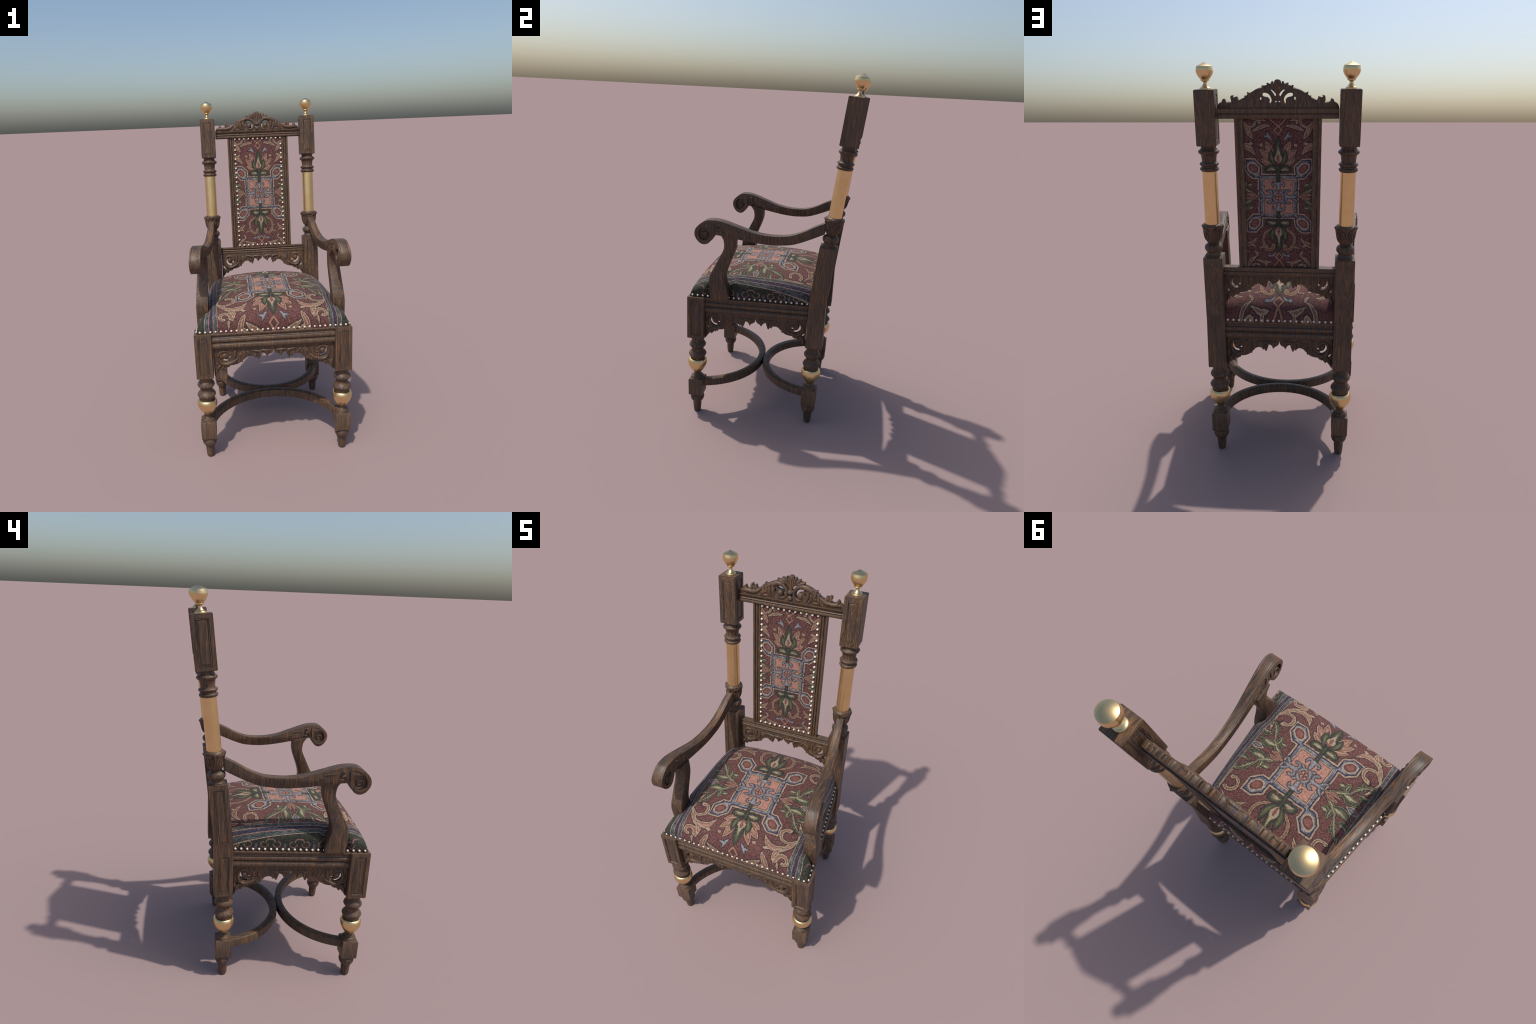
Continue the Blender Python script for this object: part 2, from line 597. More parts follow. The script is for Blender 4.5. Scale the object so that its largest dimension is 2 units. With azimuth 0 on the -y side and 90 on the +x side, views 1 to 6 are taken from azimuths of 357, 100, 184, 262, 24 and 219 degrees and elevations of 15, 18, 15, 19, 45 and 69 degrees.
    budcurl = N.union(
        curl((0.0210, -0.2140), 0.0560, 0.0540, 82, -50, 0.0050, 0.0075),
        curl((0.0430, -0.2470), 0.0190, 0.0150, -20, -225, 0.0080, 0.0085),
        lens((0.0680, -0.2480), (0.1010, -0.2560), 0.0055))
    paint(budcurl, soft(DARK, (0.30, 0.19, 0.11), OCHRE, None, 0.0022))

    # --- green side sprays (seat only reaches them), mirrored in q
    spray = N.union(
        lens((0.1020, 0.0080), (0.1780, 0.0530), 0.0100, -0.005, 0.1, P, absq),
        lens((0.1680, 0.0440), (0.2300, 0.1290), 0.0080, 0.008, 0, P, absq),
        lens((0.2340, 0.0330), (0.1460, 0.0290), 0.0165, 0.004, 0.15, P, absq),
        lens((0.1620, 0.0350), (0.1560, 0.0820), 0.0105, 0.007, 0, P, absq),
        lens((0.1940, 0.0660), (0.2450, 0.0740), 0.0105, -0.010, 0, P, absq),
        lens((0.2040, 0.0790), (0.1840, 0.1110), 0.0085, -0.005, 0, P, absq),
        lens((0.2240, 0.1040), (0.2420, 0.1240), 0.0055, -0.004, 0, P, absq),
        lens((0.1180, 0.0520), (0.1500, 0.0540), 0.0088, -0.002, 0, P, absq))
    spray = N.mad(N.sub(N.noise(N.vec(P, Q, 0.9), 75, 2, 0.6), 0.5), 0.007, spray)      # nibbled leaf edges
    paint(spray, soft(DARK, (0.165, 0.155, 0.082), GREEN, LEAF, 0.0016, 0.003))
    hl = N.union(
        lens((0.1040, 0.0100), (0.1740, 0.0520), 0.0036, -0.005, 0, P, absq),
        lens((0.1720, 0.0470), (0.2270, 0.1200), 0.0028, 0.008, 0, P, absq),
        lens((0.2080, 0.0370), (0.1500, 0.0340), 0.0060, 0.004, 0, P, absq),
        lens((0.2030, 0.0720), (0.2430, 0.0790), 0.0032, -0.008, 0, P, absq),
        lens((0.1600, 0.0400), (0.1570, 0.0760), 0.0028, 0.007, 0, P, absq),
        lens((0.1200, 0.0545), (0.1420, 0.0560), 0.0046, 0, 0, P, absq))
    paint(hl, [(-0.0012, A(SAGE, 0)), (0.0012, A(SAGE)), (0.004, A((0.34, 0.31, 0.18)))])
    heart = N.union(lens((0.1020, 0.0020), (0.1560, 0.0060), 0.0075, 0.005, 0, P, absq), spot((0.1010, 0.0), 0.0055, P, absq))
    paint(heart, rose)
    drop = lens((0.2360, 0.0), (0.1860, 0.0), 0.0115, 0, -0.35, P, absq)
    paint(drop, [(-0.003, A(DARK, 0)), (-0.002, A(DARK)), (-0.0003, A(CREAM)), (0.0022, A(CREAM)), (0.0034, A(NAVY)), (0.008, A(STEEL))])

    # --- big flower
    wing = N.union(
        lens((0.0170, 0.1470), (0.0560, 0.2560), 0.0150, 0.002, 0.30),
        lens((0.0160, 0.1480), (0.0850, 0.2200), 0.0150, 0.002, 0.25),
        lens((0.0140, 0.1460), (0.0790, 0.1780), 0.0140, -0.004),
        ell((0.0400, 0.1860), 0.0180, 0.0260))
    paint(wing, soft(DARK, (0.40, 0.24, 0.15), OCHRE, ROSE, 0.0020, 0.003))
    vein(N.union(lens((0.024, 0.160), (0.054, 0.240), 0.0026, 0.002), lens((0.024, 0.156), (0.078, 0.212), 0.0026, 0.002), lens((0.022, 0.150), (0.070, 0.176), 0.0024, -0.005)), (0.42, 0.30, 0.19))
    stem = N.mn(N.mad(P, -1, 0.0058), N.mn(N.mad(absq, -1, 0.150), N.sub(absq, 0.072)))
    dp, dq = N.sub(P, 0.0345), N.sub(absq, 0.1090)
    roundl = N.mn(ell((0.0330, 0.1270), 0.0255, 0.0190, P, absq), N.sub(N.m("SQRT", N.mad(dp, dp, N.mul(dq, dq))), 0.0105))
    calyx = N.union(
        stem, roundl,
        lens((0.0100, 0.1400), (0.0310, 0.2160), 0.0125, -0.0085, 0.15),
        lens((0.0080, -0.1400), (0.0315, -0.2270), 0.0125, 0.0100, 0.15),
        ell((0.0, 0.1720), 0.0230, 0.0270), ell((0.0, -0.1700), 0.0230, 0.0270))
    paint(calyx, soft(DARK, GREEN, LEAF, (0.13, 0.13, 0.055), 0.0040, 0.003))
    flower = curve_width(Q, 0.150, 0.274, [(0.150, 0.006), (0.165, 0.0130), (0.185, 0.0165), (0.205, 0.0172), (0.222, 0.0155), (0.240, 0.0142), (0.258, 0.0085), (0.274, 0.0)])
    bud = curve_width(Q, -0.276, -0.150, [(-0.276, 0.0), (-0.258, 0.0085), (-0.240, 0.0130), (-0.215, 0.0140), (-0.195, 0.0145), (-0.170, 0.0120), (-0.150, 0.006)])
    paint(N.mx(flower, bud), soft(DARK, GREEN, (0.050, 0.066, 0.030), LEAF, 0.0040, 0.0022))
    paint(lens((0.010, 0.1260), (0.048, 0.1230), 0.0062, 0.003, 0, P, absq), [(-0.001, A(SAGE, 0)), (0.0015, A(SAGE)), (0.004, A(CREAM))])
    flame = N.union(
        curve_width(Q, 0.158, 0.230, [(0.158, 0.004), (0.170, 0.016), (0.184, 0.0165), (0.192, 0.0105), (0.206, 0.006), (0.230, 0.0)]),
        curve_width(Q, -0.240, -0.148, [(-0.240, 0.0), (-0.215, 0.0035), (-0.198, 0.0065), (-0.186, 0.0150), (-0.172, 0.0165), (-0.156, 0.008), (-0.148, 0.0)]))
    paint(flame, [(-0.0015, A(SAGE, 0)), (0.0003, A(SAGE)), (0.0018, A(CREAM)), (0.008, A(CREAM))])
    core = N.mx(ell((0, 0.180), 0.0052, 0.014), ell((0, -0.170), 0.0045, 0.016))
    core = N.mx(core, N.mx(spot((0.010, 0.161), 0.0045), spot((0.0, 0.156), 0.0055)))
    paint(core, [(-0.0012, A(RED, 0)), (0.0, A(RED)), (0.0022, A((0.24, 0.06, 0.05)))])

    # --- little steel-blue tufts, dots, knotted straps
    tuft = N.union(
        lens((0.0240, 0.2560), (0.0500, 0.2990), 0.0065, -0.003),
        lens((0.0300, 0.2690), (0.0660, 0.2730), 0.0060, 0.006),
        lens((0.0130, -0.2740), (0.0480, -0.2990), 0.0055, -0.007),
        ell((0.0460, -0.2960), 0.0100, 0.0068))
    paint(tuft, steel)
    paint(spot((0.0765, 0.2380), 0.0066), [(-0.0022, A(DARK, 0)), (-0.001, A(DARK)), (0.0, A(CREAM)), (0.005, A(ROSE))])
    y1 = N.mn(N.abs(N.sub(Q, 0.3030)), N.abs(N.add(Q, 0.3000)))
    rhomb = N.mad(N.abs(N.sub(N.mad(P, 1.02, N.mul(y1, 1.0)), 0.0185)), -0.7, 0.0036)
    top = N.mn(N.mad(N.abs(N.sub(P, N.mul(N.sub(Q, 0.318), 1.05))), -0.7, 0.0034), N.sub(Q, 0.317))
    bot = N.mn(N.mad(N.abs(N.sub(P, N.mul(N.add(Q, 0.318), -0.75))), -0.8, 0.0034), N.sub(-0.317, Q) if False else N.mad(Q, -1, -0.317))
    paint(N.union(N.mn(rhomb, N.mad(y1, -1, 0.03)), top, bot), soft(DARK, (0.33, 0.15, 0.09), (0.30, 0.14, 0.08), None, 0.002, 0.0022))
    # side curls of the round motif at the octagon edge (the back panel shows their stalks)
    return col


def weave_finish(N, col, co):
    n1 = N.noise(co, 420, 2, 0.6)
    st = N.noise(N.vec(*[N.mul(c, k) for c, k in zip(N.xyz(co), (900, 380, 380))]), 1.0, 1)
    big = N.noise(co, 26, 3, 0.6)
    mid = N.noise(co, 105, 3, 0.65)
    col = N.mix(N.step(mid, 0.52, 0.34), col, N.mix(1.0, col, (0.60, 0.58, 0.62), "MULTIPLY"))
    col = N.mix(N.mul(N.step(mid, 0.54, 0.70), 0.35), col, N.mix(1.0, col, (1.5, 1.4, 1.3), "MULTIPLY"))
    blot = N.noise(co, 145, 3, 0.7)
    col = N.mix(N.mul(N.step(blot, 0.56, 0.68), 0.40), col, N.mix(0.5, col, (0.40, 0.29, 0.22)))
    col = N.mix(N.step(n1, 0.30, 0.78), N.mix(1.0, col, (0.52, 0.50, 0.51), "MULTIPLY"), N.mix(1.0, col, (1.32, 1.29, 1.26), "MULTIPLY"))
    col = N.mix(N.mul(N.step(st, 0.56, 0.74), 0.22), col, (0.20, 0.125, 0.09))
    col = N.mix(N.mul(N.step(st, 0.44, 0.26), 0.35), col, (0.02, 0.014, 0.018))
    col = N.mix(N.mul(N.step(big, 0.4, 0.75), 0.25), col, N.mix(1.0, col, (1.35, 1.2, 1.1), "MULTIPLY"))
    hs = N.node("ShaderNodeHueSaturation")
    hs.inputs["Saturation"].default_value = 0.87
    N.put(hs.inputs["Color"], col)
    col = hs.outputs[0]
    N.bump(N.add(n1, st), 0.35, 0.0012)
    N.bsdf.inputs["Sheen Weight"].default_value = 0.06
    return N.finish(col, 0.82, spec=0.2)


def jitter(N, co, P, Q, amp):
    j = N.node("ShaderNodeSeparateColor")
    N.put(j.inputs[0], N.noise(co, 150, 4, 0.72, color=True))
    amp *= 1.6
    w = N.node("ShaderNodeSeparateColor")                       # slack in the weave
    N.put(w.inputs[0], N.noise(co, 24, 2, 0.5, color=True))
    P = N.mad(w.outputs[0], 0.009, N.sub(P, 0.0045))
    Q = N.mad(w.outputs[1], 0.009, N.sub(Q, 0.0045))
    return N.mad(j.outputs[0], amp, N.sub(P, amp / 2)), N.mad(j.outputs[1], amp, N.sub(Q, amp / 2))


def red_field(N, co):
    n = N.noise(co, 210, 3, 0.65)
    return N.ramp(n, [(0.32, (0.060, 0.020, 0.022)), (0.5, (0.118, 0.035, 0.033)), (0.66, (0.185, 0.071, 0.056))])[0]


def panel_material():
    N = Nodes("tapestry_back")
    co = N.object_co()
    x, y, z = N.xyz(co)
    q = N.mad(z, TLEN, -1.4123 * TLEN)
    P0, Q0 = jitter(N, co, x, q, 0.0042)
    P = N.abs(P0)
    col = tapestry(N, P, Q0, N.abs(Q0), red_field(N, co))
    return weave_finish(N, col, co)


def seat_material():
    N = Nodes("tapestry_seat")
    co = N.object_co()
    x, y, z = N.xyz(co)
    v = N.mad(y, -1, -0.080)
    av = N.abs(v)
    fall = N.mx(N.sub(0.92, z), 0.0)
    ext = N.mul(N.mul(fall, N.mad(N.step(v, -0.05, 0.05), 0.19, 0.26)), N.step(av, 0.12, 0.25))
    inner = N.step(N.abs(x), 0.36, 0.28)
    V = N.mul(N.m("SIGN", v), N.add(av, N.mul(ext, inner)))
    P0, Q0 = jitter(N, co, N.mul(N.sub(x, 0.004), 1 / 1.3), N.mul(V, 1 / 1.3), 0.0036)
    P = N.abs(P0)
    col = tapestry(N, P, Q0, N.abs(Q0), red_field(N, co))
    # striped border on the two sides, then a dark green guard with rose curls
    jx = N.mad(N.noise(co, 150, 2, 0.6), 0.003, N.sub(N.abs(N.sub(x, 0.002)), 0.0015))
    side = N.step(y, -0.405, -0.345)
    U = N.mad(N.mul(N.mx(N.sub(0.886, z), 0.0), side), 0.25, N.mul(N.sub(jx, N.mad(side, 0.007, 0.302)), N.mad(side, 0.09, 0.90)))
    nb = N.noise(N.vec(N.mul(U, 300), N.mul(y, 45), N.mul(z, 45)), 1.0, 2)
    fleck = N.noise(N.vec(N.mul(U, 500), N.mul(y, 330), N.mul(z, 330)), 1.0, 1)
    teal = N.ramp(nb, [(0.34, (0.026, 0.036, 0.045)), (0.52, (0.060, 0.078, 0.078)), (0.68, (0.135, 0.150, 0.150))])[0]
    navy = N.mix(N.mul(N.step(fleck, 0.60, 0.66), N.step(nb, 0.44, 0.54)), (0.020, 0.021, 0.052), (0.23, 0.23, 0.27))
    band = N.m("LESS_THAN", N.abs(N.sub(U, 0.031)), 0.0105)
    sc = N.mix(band, teal, navy)
    l1 = N.m("LESS_THAN", N.abs(N.sub(N.abs(N.sub(U, 0.031)), 0.0108)), 0.0018)
    sc = N.mix(l1, sc, (0.30, 0.14, 0.085))
    l2 = N.m("LESS_THAN", N.abs(N.sub(N.abs(N.sub(U, 0.031)), 0.0312)), 0.0014)
    sc = N.mix(l2, sc, (0.38, 0.28, 0.19))
    gn = N.noise(co, 260, 3, 0.65)
    guard = N.ramp(gn, [(0.36, (0.012, 0.016, 0.013)), (0.54, (0.032, 0.042, 0.026)), (0.70, (0.080, 0.088, 0.050))])[0]
    # repeat of curls along the guard
    rep = N.m("PINGPONG", N.add(y, 0.085), 0.072)
    a = N.sub(rep, 0.034)
    b = N.sub(N.mad(N.noise(co, 150, 2, 0.6), 0.004, 0.804), z)
    r = N.m("SQRT", N.mad(a, a, N.mul(b, b)))
    th = N.m("ARCTAN2", b, a)
    ring = N.mn(N.mad(N.abs(N.sub(r, N.mad(th, 0.0024, 0.0150))), -1, 0.0032), N.mad(th, 0.02, 0.032))
    a2 = N.sub(rep, 0.007)
    ring2 = N.mn(N.mad(N.abs(N.sub(N.m("SQRT", N.mad(a2, a2, N.mul(N.add(b, 0.010), N.add(b, 0.010)))), 0.0150)), -1, 0.0032), N.mad(b, -1, -0.006))
    edge = N.mn(N.sub(0.004, N.abs(N.sub(rep, 0.070))), N.sub(0.016, N.abs(N.sub(b, 0.014))))
    g1 = N.step(N.mx(ring, ring2), -0.0004, 0.0010)
    guard = N.mix(N.mul(g1, side), guard, (0.25, 0.13, 0.10))
    guard = N.mix(N.mul(N.step(edge, -0.001, 0.001), side), guard, (0.11, 0.12, 0.17))
    guard = N.mix(N.mul(N.step(gn, 0.52, 0.6), N.step(b, 0.008, 0.016)), guard, (0.13, 0.04, 0.045))
    sc = N.mix(N.m("GREATER_THAN", U, 0.0632), sc, guard)
    col = N.mix(N.step(U, -0.0014, -0.0004), col, sc)
    return weave_finish(N, col, co)


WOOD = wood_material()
BRASS = brass_material()
PEARL = nail_material()
CLOTH = panel_material()
SEAT = seat_material()

chair = bpy.data.objects.new("carved_armchair", None)
SC.objects.link(chair)
chair["label"] = "high-backed carved dark oak armchair with tapestry upholstery and brass"
chair["category"] = "armchair"

# ------------------------------------------------------------------ legs
LEG_TURN = [(0.0462, 0.5105), (0.0370, 0.5050), (0.0352, 0.4900), (0.0352, 0.4790, 1), (0.0400, 0.4730), (0.0462, 0.4640), (0.0488, 0.4545, 1), (0.0448, 0.4470), (0.0384, 0.4405), (0.0348, 0.4335),
            (0.0340, 0.4255), (0.0366, 0.4180), (0.0440, 0.4090), (0.0500, 0.4010), (0.0518, 0.3945, 1), (0.0500, 0.3895, 1), (0.0464, 0.3875, 1), (0.0456, 0.3815, 1), (0.0430, 0.3795, 1),
            (0.0408, 0.3770), (0.0395, 0.3660), (0.0370, 0.3560), (0.0365, 0.3450), (0.0200, 0.3000), (0.0160, 0.2720, 1),
            (0.0175, 0.2600), (0.0240, 0.2510, 1), (0.0330, 0.2490), (0.0365, 0.2440), (0.0365, 0.2385, 1), (0.0390, 0.2365), (0.0400, 0.2320)]
LEG_CUP = [(0.0368, 0.3600), (0.0392, 0.3648), (0.0428, 0.3662), (0.0468, 0.3645), (0.0506, 0.3605), (0.0535, 0.3545), (0.0553, 0.3465), (0.0556, 0.3370), (0.0538, 0.3255), (0.0498, 0.3140), (0.0438, 0.3025),
           (0.0362, 0.2905), (0.0285, 0.2800), (0.0205, 0.2710), (0.0150, 0.2650)]
LEG_FOOT = [(0.0300, 0.1275), (0.0300, 0.1240, 1), (0.0362, 0.1185), (0.0404, 0.1095), (0.0413, 0.0990), (0.0386, 0.0875), (0.0326, 0.0770), (0.0272, 0.0692, 1), (0.0252, 0.0672, 1), (0.0252, 0.0580),
            (0.0234, 0.0300), (0.0216, 0.0080), (0.0195, 0.0020), (0.0150, 0.0, 1), (0.0, 0.0)]


def square_ring(cx, cy, hx, hy, z):
    return [Vector((cx - hx, cy - hy, z)), Vector((cx + hx, cy - hy, z)), Vector((cx + hx, cy + hy, z)), Vector((cx - hx, cy + hy, z))]


def leg_lower(bm, cx, cy):
    place = lambda x, y, h: Vector((cx + x, cy + y, h))
    add_lathe(bm, smooth_prof(LEG_TURN), place)
    add_lathe(bm, smooth_prof(LEG_FOOT), place)
    cube = bmesh.new()
    add_rings(cube, [square_ring(cx, cy, 0.0400, 0.0400, 0.1260), square_ring(cx, cy, 0.0415, 0.0415, 0.1300), square_ring(cx, cy, 0.0425, 0.0425, 0.2270), square_ring(cx, cy, 0.0395, 0.0395, 0.2330)])
    bevel_sharp(cube, 0.0015, 1)
    join(bm, cube)


def join(bm, other):
    tmp = bpy.data.meshes.new("tmp")
    bmesh.ops.recalc_face_normals(other, faces=other.faces)
    other.to_mesh(tmp)
    other.free()
    bm.from_mesh(tmp)
    bpy.data.meshes.remove(tmp)


for sx in (-1, 1):
    # front leg: panelled block under the seat corner, turned below
    cx, cy = sx * 0.3830, -0.3920
    bm = bmesh.new()
    blk = bmesh.new()
    hx, hy = 0.0465, 0.0500
    st = add_rings(blk, [square_ring(cx, cy, hx, hy, 0.5090), square_ring(cx, cy, hx, hy, 0.7675)])
    for i in (0, 1 if sx > 0 else 3):
        panel_face(blk, st[0][i], 0.0200, 0.0030)
    bevel_sharp(blk, 0.0022, 2, 60)
    join(bm, blk)
    leg_lower(bm, sx * FRONT_LEG[0], FRONT_LEG[1])
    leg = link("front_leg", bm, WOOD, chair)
    bm = bmesh.new()
    add_lathe(bm, smooth_prof(LEG_CUP), lambda x, y, h: Vector((sx * FRONT_LEG[0] + x, FRONT_LEG[1] + y, h)), 48)
    link("brass_cup", bm, BRASS, leg, 60)

# ------------------------------------------------------------------ rear legs and back posts
POST_LOW = [(0.0440, 1.1130), (0.0440, 1.1170, 1), (0.0405, 1.1185), (0.0405, 1.1225, 1), (0.0360, 1.1250), (0.0335, 1.1310), (0.0325, 1.1380, 1), (0.0390, 1.1430), (0.0440, 1.1550), (0.0415, 1.1680),
            (0.0330, 1.1760), (0.0262, 1.1800, 1), (0.0285, 1.1860), (0.0350, 1.1950), (0.0392, 1.2080), (0.0412, 1.2260), (0.0428, 1.2430), (0.0446, 1.2560), (0.0480, 1.2610), (0.0492, 1.2665), (0.0475, 1.2730), (0.0425, 1.2780, 1), (0.0340, 1.2790)]
POST_HIGH = [(0.0330, 1.5300), (0.0400, 1.5330), (0.0440, 1.5400), (0.0432, 1.5450), (0.0375, 1.5490, 1), (0.0365, 1.5550, 1), (0.0420, 1.5590), (0.0446, 1.5640), (0.0420, 1.5690), (0.0345, 1.5730, 1),
             (0.0332, 1.5780), (0.0345, 1.5920), (0.0365, 1.6050, 1), (0.0390, 1.6080, 1), (0.0455, 1.6130), (0.0486, 1.6190), (0.0470, 1.6240), (0.0385, 1.6310), (0.0345, 1.6390), (0.0350, 1.6500)]
SLEEVE = [(0.0356, 1.2765), (0.0356, 1.2785, 1), (0.0348, 1.5340, 1), (0.0340, 1.5345)]
FINIAL = [(0.0258, 1.8860), (0.0258, 1.8905), (0.0242, 1.8945), (0.0180, 1.8985), (0.0125, 1.9050), (0.0090, 1.9110), (0.0082, 1.9160), (0.0100, 1.9195), (0.0155, 1.9225, 1),
          (0.0186, 1.9235), (0.0192, 1.9252), (0.0182, 1.9268, 1), (0.0188, 1.9290), (0.0255, 1.9370), (0.0318, 1.9460), (0.0362, 1.9560), (0.0377, 1.9650), (0.0370, 1.9740), (0.0345, 1.9835, 1), (0.0, 2.0000)]


def post_x(z):
    return 0.3210 - 0.0030 * max(0.0, (z - 0.8)) / 1.1 * 1.0


for sx in (-1, 1):
    place = lambda x, y, z: Vector((sx * post_x(z) + x, 0, 0)) + tilted(0, y, z)
    bm = bmesh.new()
    # tall square member, upright below the seat, raked above it
    blk = bmesh.new()
    hx, hy = 0.0465, 0.0475

    def ring(z):
        if z <= AX_Z:
            return square_ring(sx * 0.3210, AX_Y, hx, hy, z)
        return [place(x, y, z) for x, y in ((-hx, -hy), (hx, -hy), (hx, hy), (-hx, hy))]
    st = add_rings(blk, [ring(0.5120), ring(0.7600), ring(0.7900), ring(1.1150)])
    for k in (0, 2):
        for i in ((0,) if sx > 0 else (0, 3)):                 # the right-hand post is plain outside
            panel_face(blk, st[k][i], 0.0200, 0.0030)
    bevel_sharp(blk, 0.0022, 2, 60)
    join(bm, blk)
    # square top block
    blk = bmesh.new()
    hx2, hy2 = 0.0448, 0.0490
    st = add_rings(blk, [[place(x, y, z) for x, y in ((-hx2, -hy2), (hx2, -hy2), (hx2, hy2), (-hx2, hy2))] for z in (1.6480, 1.8880)])
    for i in ((0, 3) if sx > 0 else (0, 1, 3)):
        panel_face(blk, st[0][i], 0.0190, 0.0030)
    bevel_sharp(blk, 0.0025, 2, 60)
    join(bm, blk)

    def acanthus(a, h, r):
        f = min(max((h - 1.186) / 0.08, 0), 1)
        return 0.0030 * f * math.cos(4 * a) + 0.0012 * f * math.cos(12 * a) if 1.186 < h < 1.272 else 0
    add_lathe(bm, smooth_prof(POST_LOW, 5), place, 64, acanthus)
    add_lathe(bm, smooth_prof(POST_HIGH), place)
    # carved leaves round the capital: arched rims with a midrib and a curled tip
    prof = smooth_prof(POST_LOW, 5)

    def cap_r(h):
        for (r0, h0), (r1, h1) in zip(prof, prof[1:]):
            if h0 <= h <= h1 and h1 > h0:
                return r0 + (r1 - r0) * (h - h0) / (h1 - h0)
        return 0.04
    for k in range(4):
        a0 = math.radians(45 + 90 * k)

        def cyl(u, v, w, a0=a0):
            r = cap_r(v) + acanthus(a0 + u, v, 0) + w
            return place(r * math.cos(a0 + u), r * math.sin(a0 + u), v)

        def ridge(path, radii):
            pts = catmull([(p[0], p[1], q) for p, q in zip(path, radii)], 4)
            rings = []
            for i, p in enumerate(pts):
                a, b = pts[max(i - 1, 0)], pts[min(i + 1, len(pts) - 1)]
                t = Vector(((b[0] - a[0]) * 0.042, b[1] - a[1]))
                t = t.normalized() if t.length > 1e-9 else Vector((0, 1))
                rings.append([cyl(p[0] - t.y * p[2] * math.cos(q) / 0.042, p[1] + t.x * p[2] * math.cos(q), p[2] * math.sin(q)) for q in (2 * math.pi * j / 8 for j in range(8))])
            add_rings(bm, rings)
        ridge([(-0.72, 1.200), (-0.66, 1.225), (-0.45, 1.248), (0.0, 1.260), (0.45, 1.248), (0.66, 1.225), (0.72, 1.200)], [0.0016, 0.0038, 0.0044, 0.0056, 0.0044, 0.0038, 0.0016])
        ridge([(0, 1.192), (0, 1.215), (0, 1.240), (0, 1.262)], [0.0022, 0.0048, 0.0046, 0.0070])
        ridge([(-0.28, 1.198), (-0.34, 1.220), (-0.16, 1.244)], [0.0016, 0.0048, 0.0026])
        ridge([(0.28, 1.198), (0.34, 1.220), (0.16, 1.244)], [0.0016, 0.0048, 0.0026])
        # tip curls
        ridge([(-0.16, 1.262), (0, 1.2585), (0.16, 1.262)], [0.0025, 0.0065, 0.0025])
        # small bead leaf on the bulb joint between arches
        ridge([(0.785 - 0.06, 1.268), (0.785, 1.235), (0.785 - 0.02, 1.194)], [0.0028, 0.0030, 0.0012])
    leg_lower(bm, sx * REAR_LEG[0], REAR_LEG[1])
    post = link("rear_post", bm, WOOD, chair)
    for nm, pr, kk in (("brass_sleeve", SLEEVE, 2), ("brass_finial", FINIAL, 4)):
        bm = bmesh.new()
        add_lathe(bm, smooth_prof(pr, kk), place, 64)
        link(nm, bm, BRASS, post, 35)
    bm = bmesh.new()
    add_lathe(bm, smooth_prof(LEG_CUP), lambda x, y, h: Vector((sx * REAR_LEG[0] + x, REAR_LEG[1] + y, h)), 48)
    link("brass_cup", bm, BRASS, post, 60)

# ------------------------------------------------------------------ seat rails
# (a = outwards from the back face, b = height); bead, hollow and torus mouldings
def arc(ca, cb, r, a0, a1, n=6, sa=1.0):
    return [(ca + sa * r * math.cos(math.radians(a0 + (a1 - a0) * i / n)), cb + r * math.sin(math.radians(a0 + (a1 - a0) * i / n))) for i in range(n + 1)]


RAIL = [(-0.050, 0.6760), (-0.050, 0.7665), (-0.0010, 0.7665), (0.0, 0.7650), (-0.0005, 0.7580)] + \
       [(-0.0005 - 0.0075 * math.sin(math.radians(a)), 0.7485 + 0.0095 * math.cos(math.radians(a))) for a in (25, 50, 75, 100, 125, 150)] + \
       arc(-0.0075, 0.7260, 0.0112, 85, -85, 8, 0.55) + [(-0.0085, 0.7130), (-0.0085, 0.7100), (-0.0045, 0.7095), (-0.0035, 0.7075)] + \
       arc(-0.0075, 0.6925, 0.0135, 78, -80, 8, 0.55) + [(-0.0085, 0.6775), (-0.0085, 0.6760)]

RAILS = {"front": ((-0.3400, -0.4335), (0.3400, -0.4335)),
         "right": ((0.4140, -0.3450), (0.3605, 0.2450)),
         "rear": ((0.2780, 0.3265), (-0.2780, 0.3265)),
         "left": ((-0.3605, 0.2450), (-0.4140, -0.3450))}


def rail_frame(a, b):
    a, b = Vector((*a, 0)), Vector((*b, 0))
    d = (b - a).normalized()
    return a, b, d, Vector((d.y, -d.x, 0))


frame_bm = bmesh.new()
for key, (a, b) in RAILS.items():
    A0, B0, d, n = rail_frame(a, b)
    extrude_profile(frame_bm, RAIL, [lambda p, q, o=o, n=n: o + n * p + Vector((0, 0, q)) for o in (A0, B0)])
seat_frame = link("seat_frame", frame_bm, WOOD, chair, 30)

# ------------------------------------------------------------------ pierced aprons
APRON_EDGE = [(0.0, 0.034), (0.006, 0.076), (0.022, 0.110), (0.054, 0.136), (0.088, 0.154), (0.106, 0.184), (0.122, 0.180), (0.145, 0.132), (0.185, 0.108), (0.232, 0.110), (0.226, 0.150), (0.230, 0.205),
              (0.252, 0.238), (0.270, 0.226), (0.284, 0.198), (0.314, 0.216), (0.322, 0.190), (0.355, 0.166), (0.405, 0.164), (0.455, 0.188), (0.482, 0.222), (0.508, 0.240), (0.522, 0.288), (0.542, 0.280),
              (0.590, 0.312), (0.660, 0.334), (0.730, 0.344), (0.744, 0.378), (0.765, 0.372), (0.788, 0.398), (0.808, 0.386), (0.838, 0.416), (0.868, 0.448), (0.892, 0.424), (0.918, 0.452), (0.945, 0.486), (0.972, 0.530), (0.992, 0.558)]
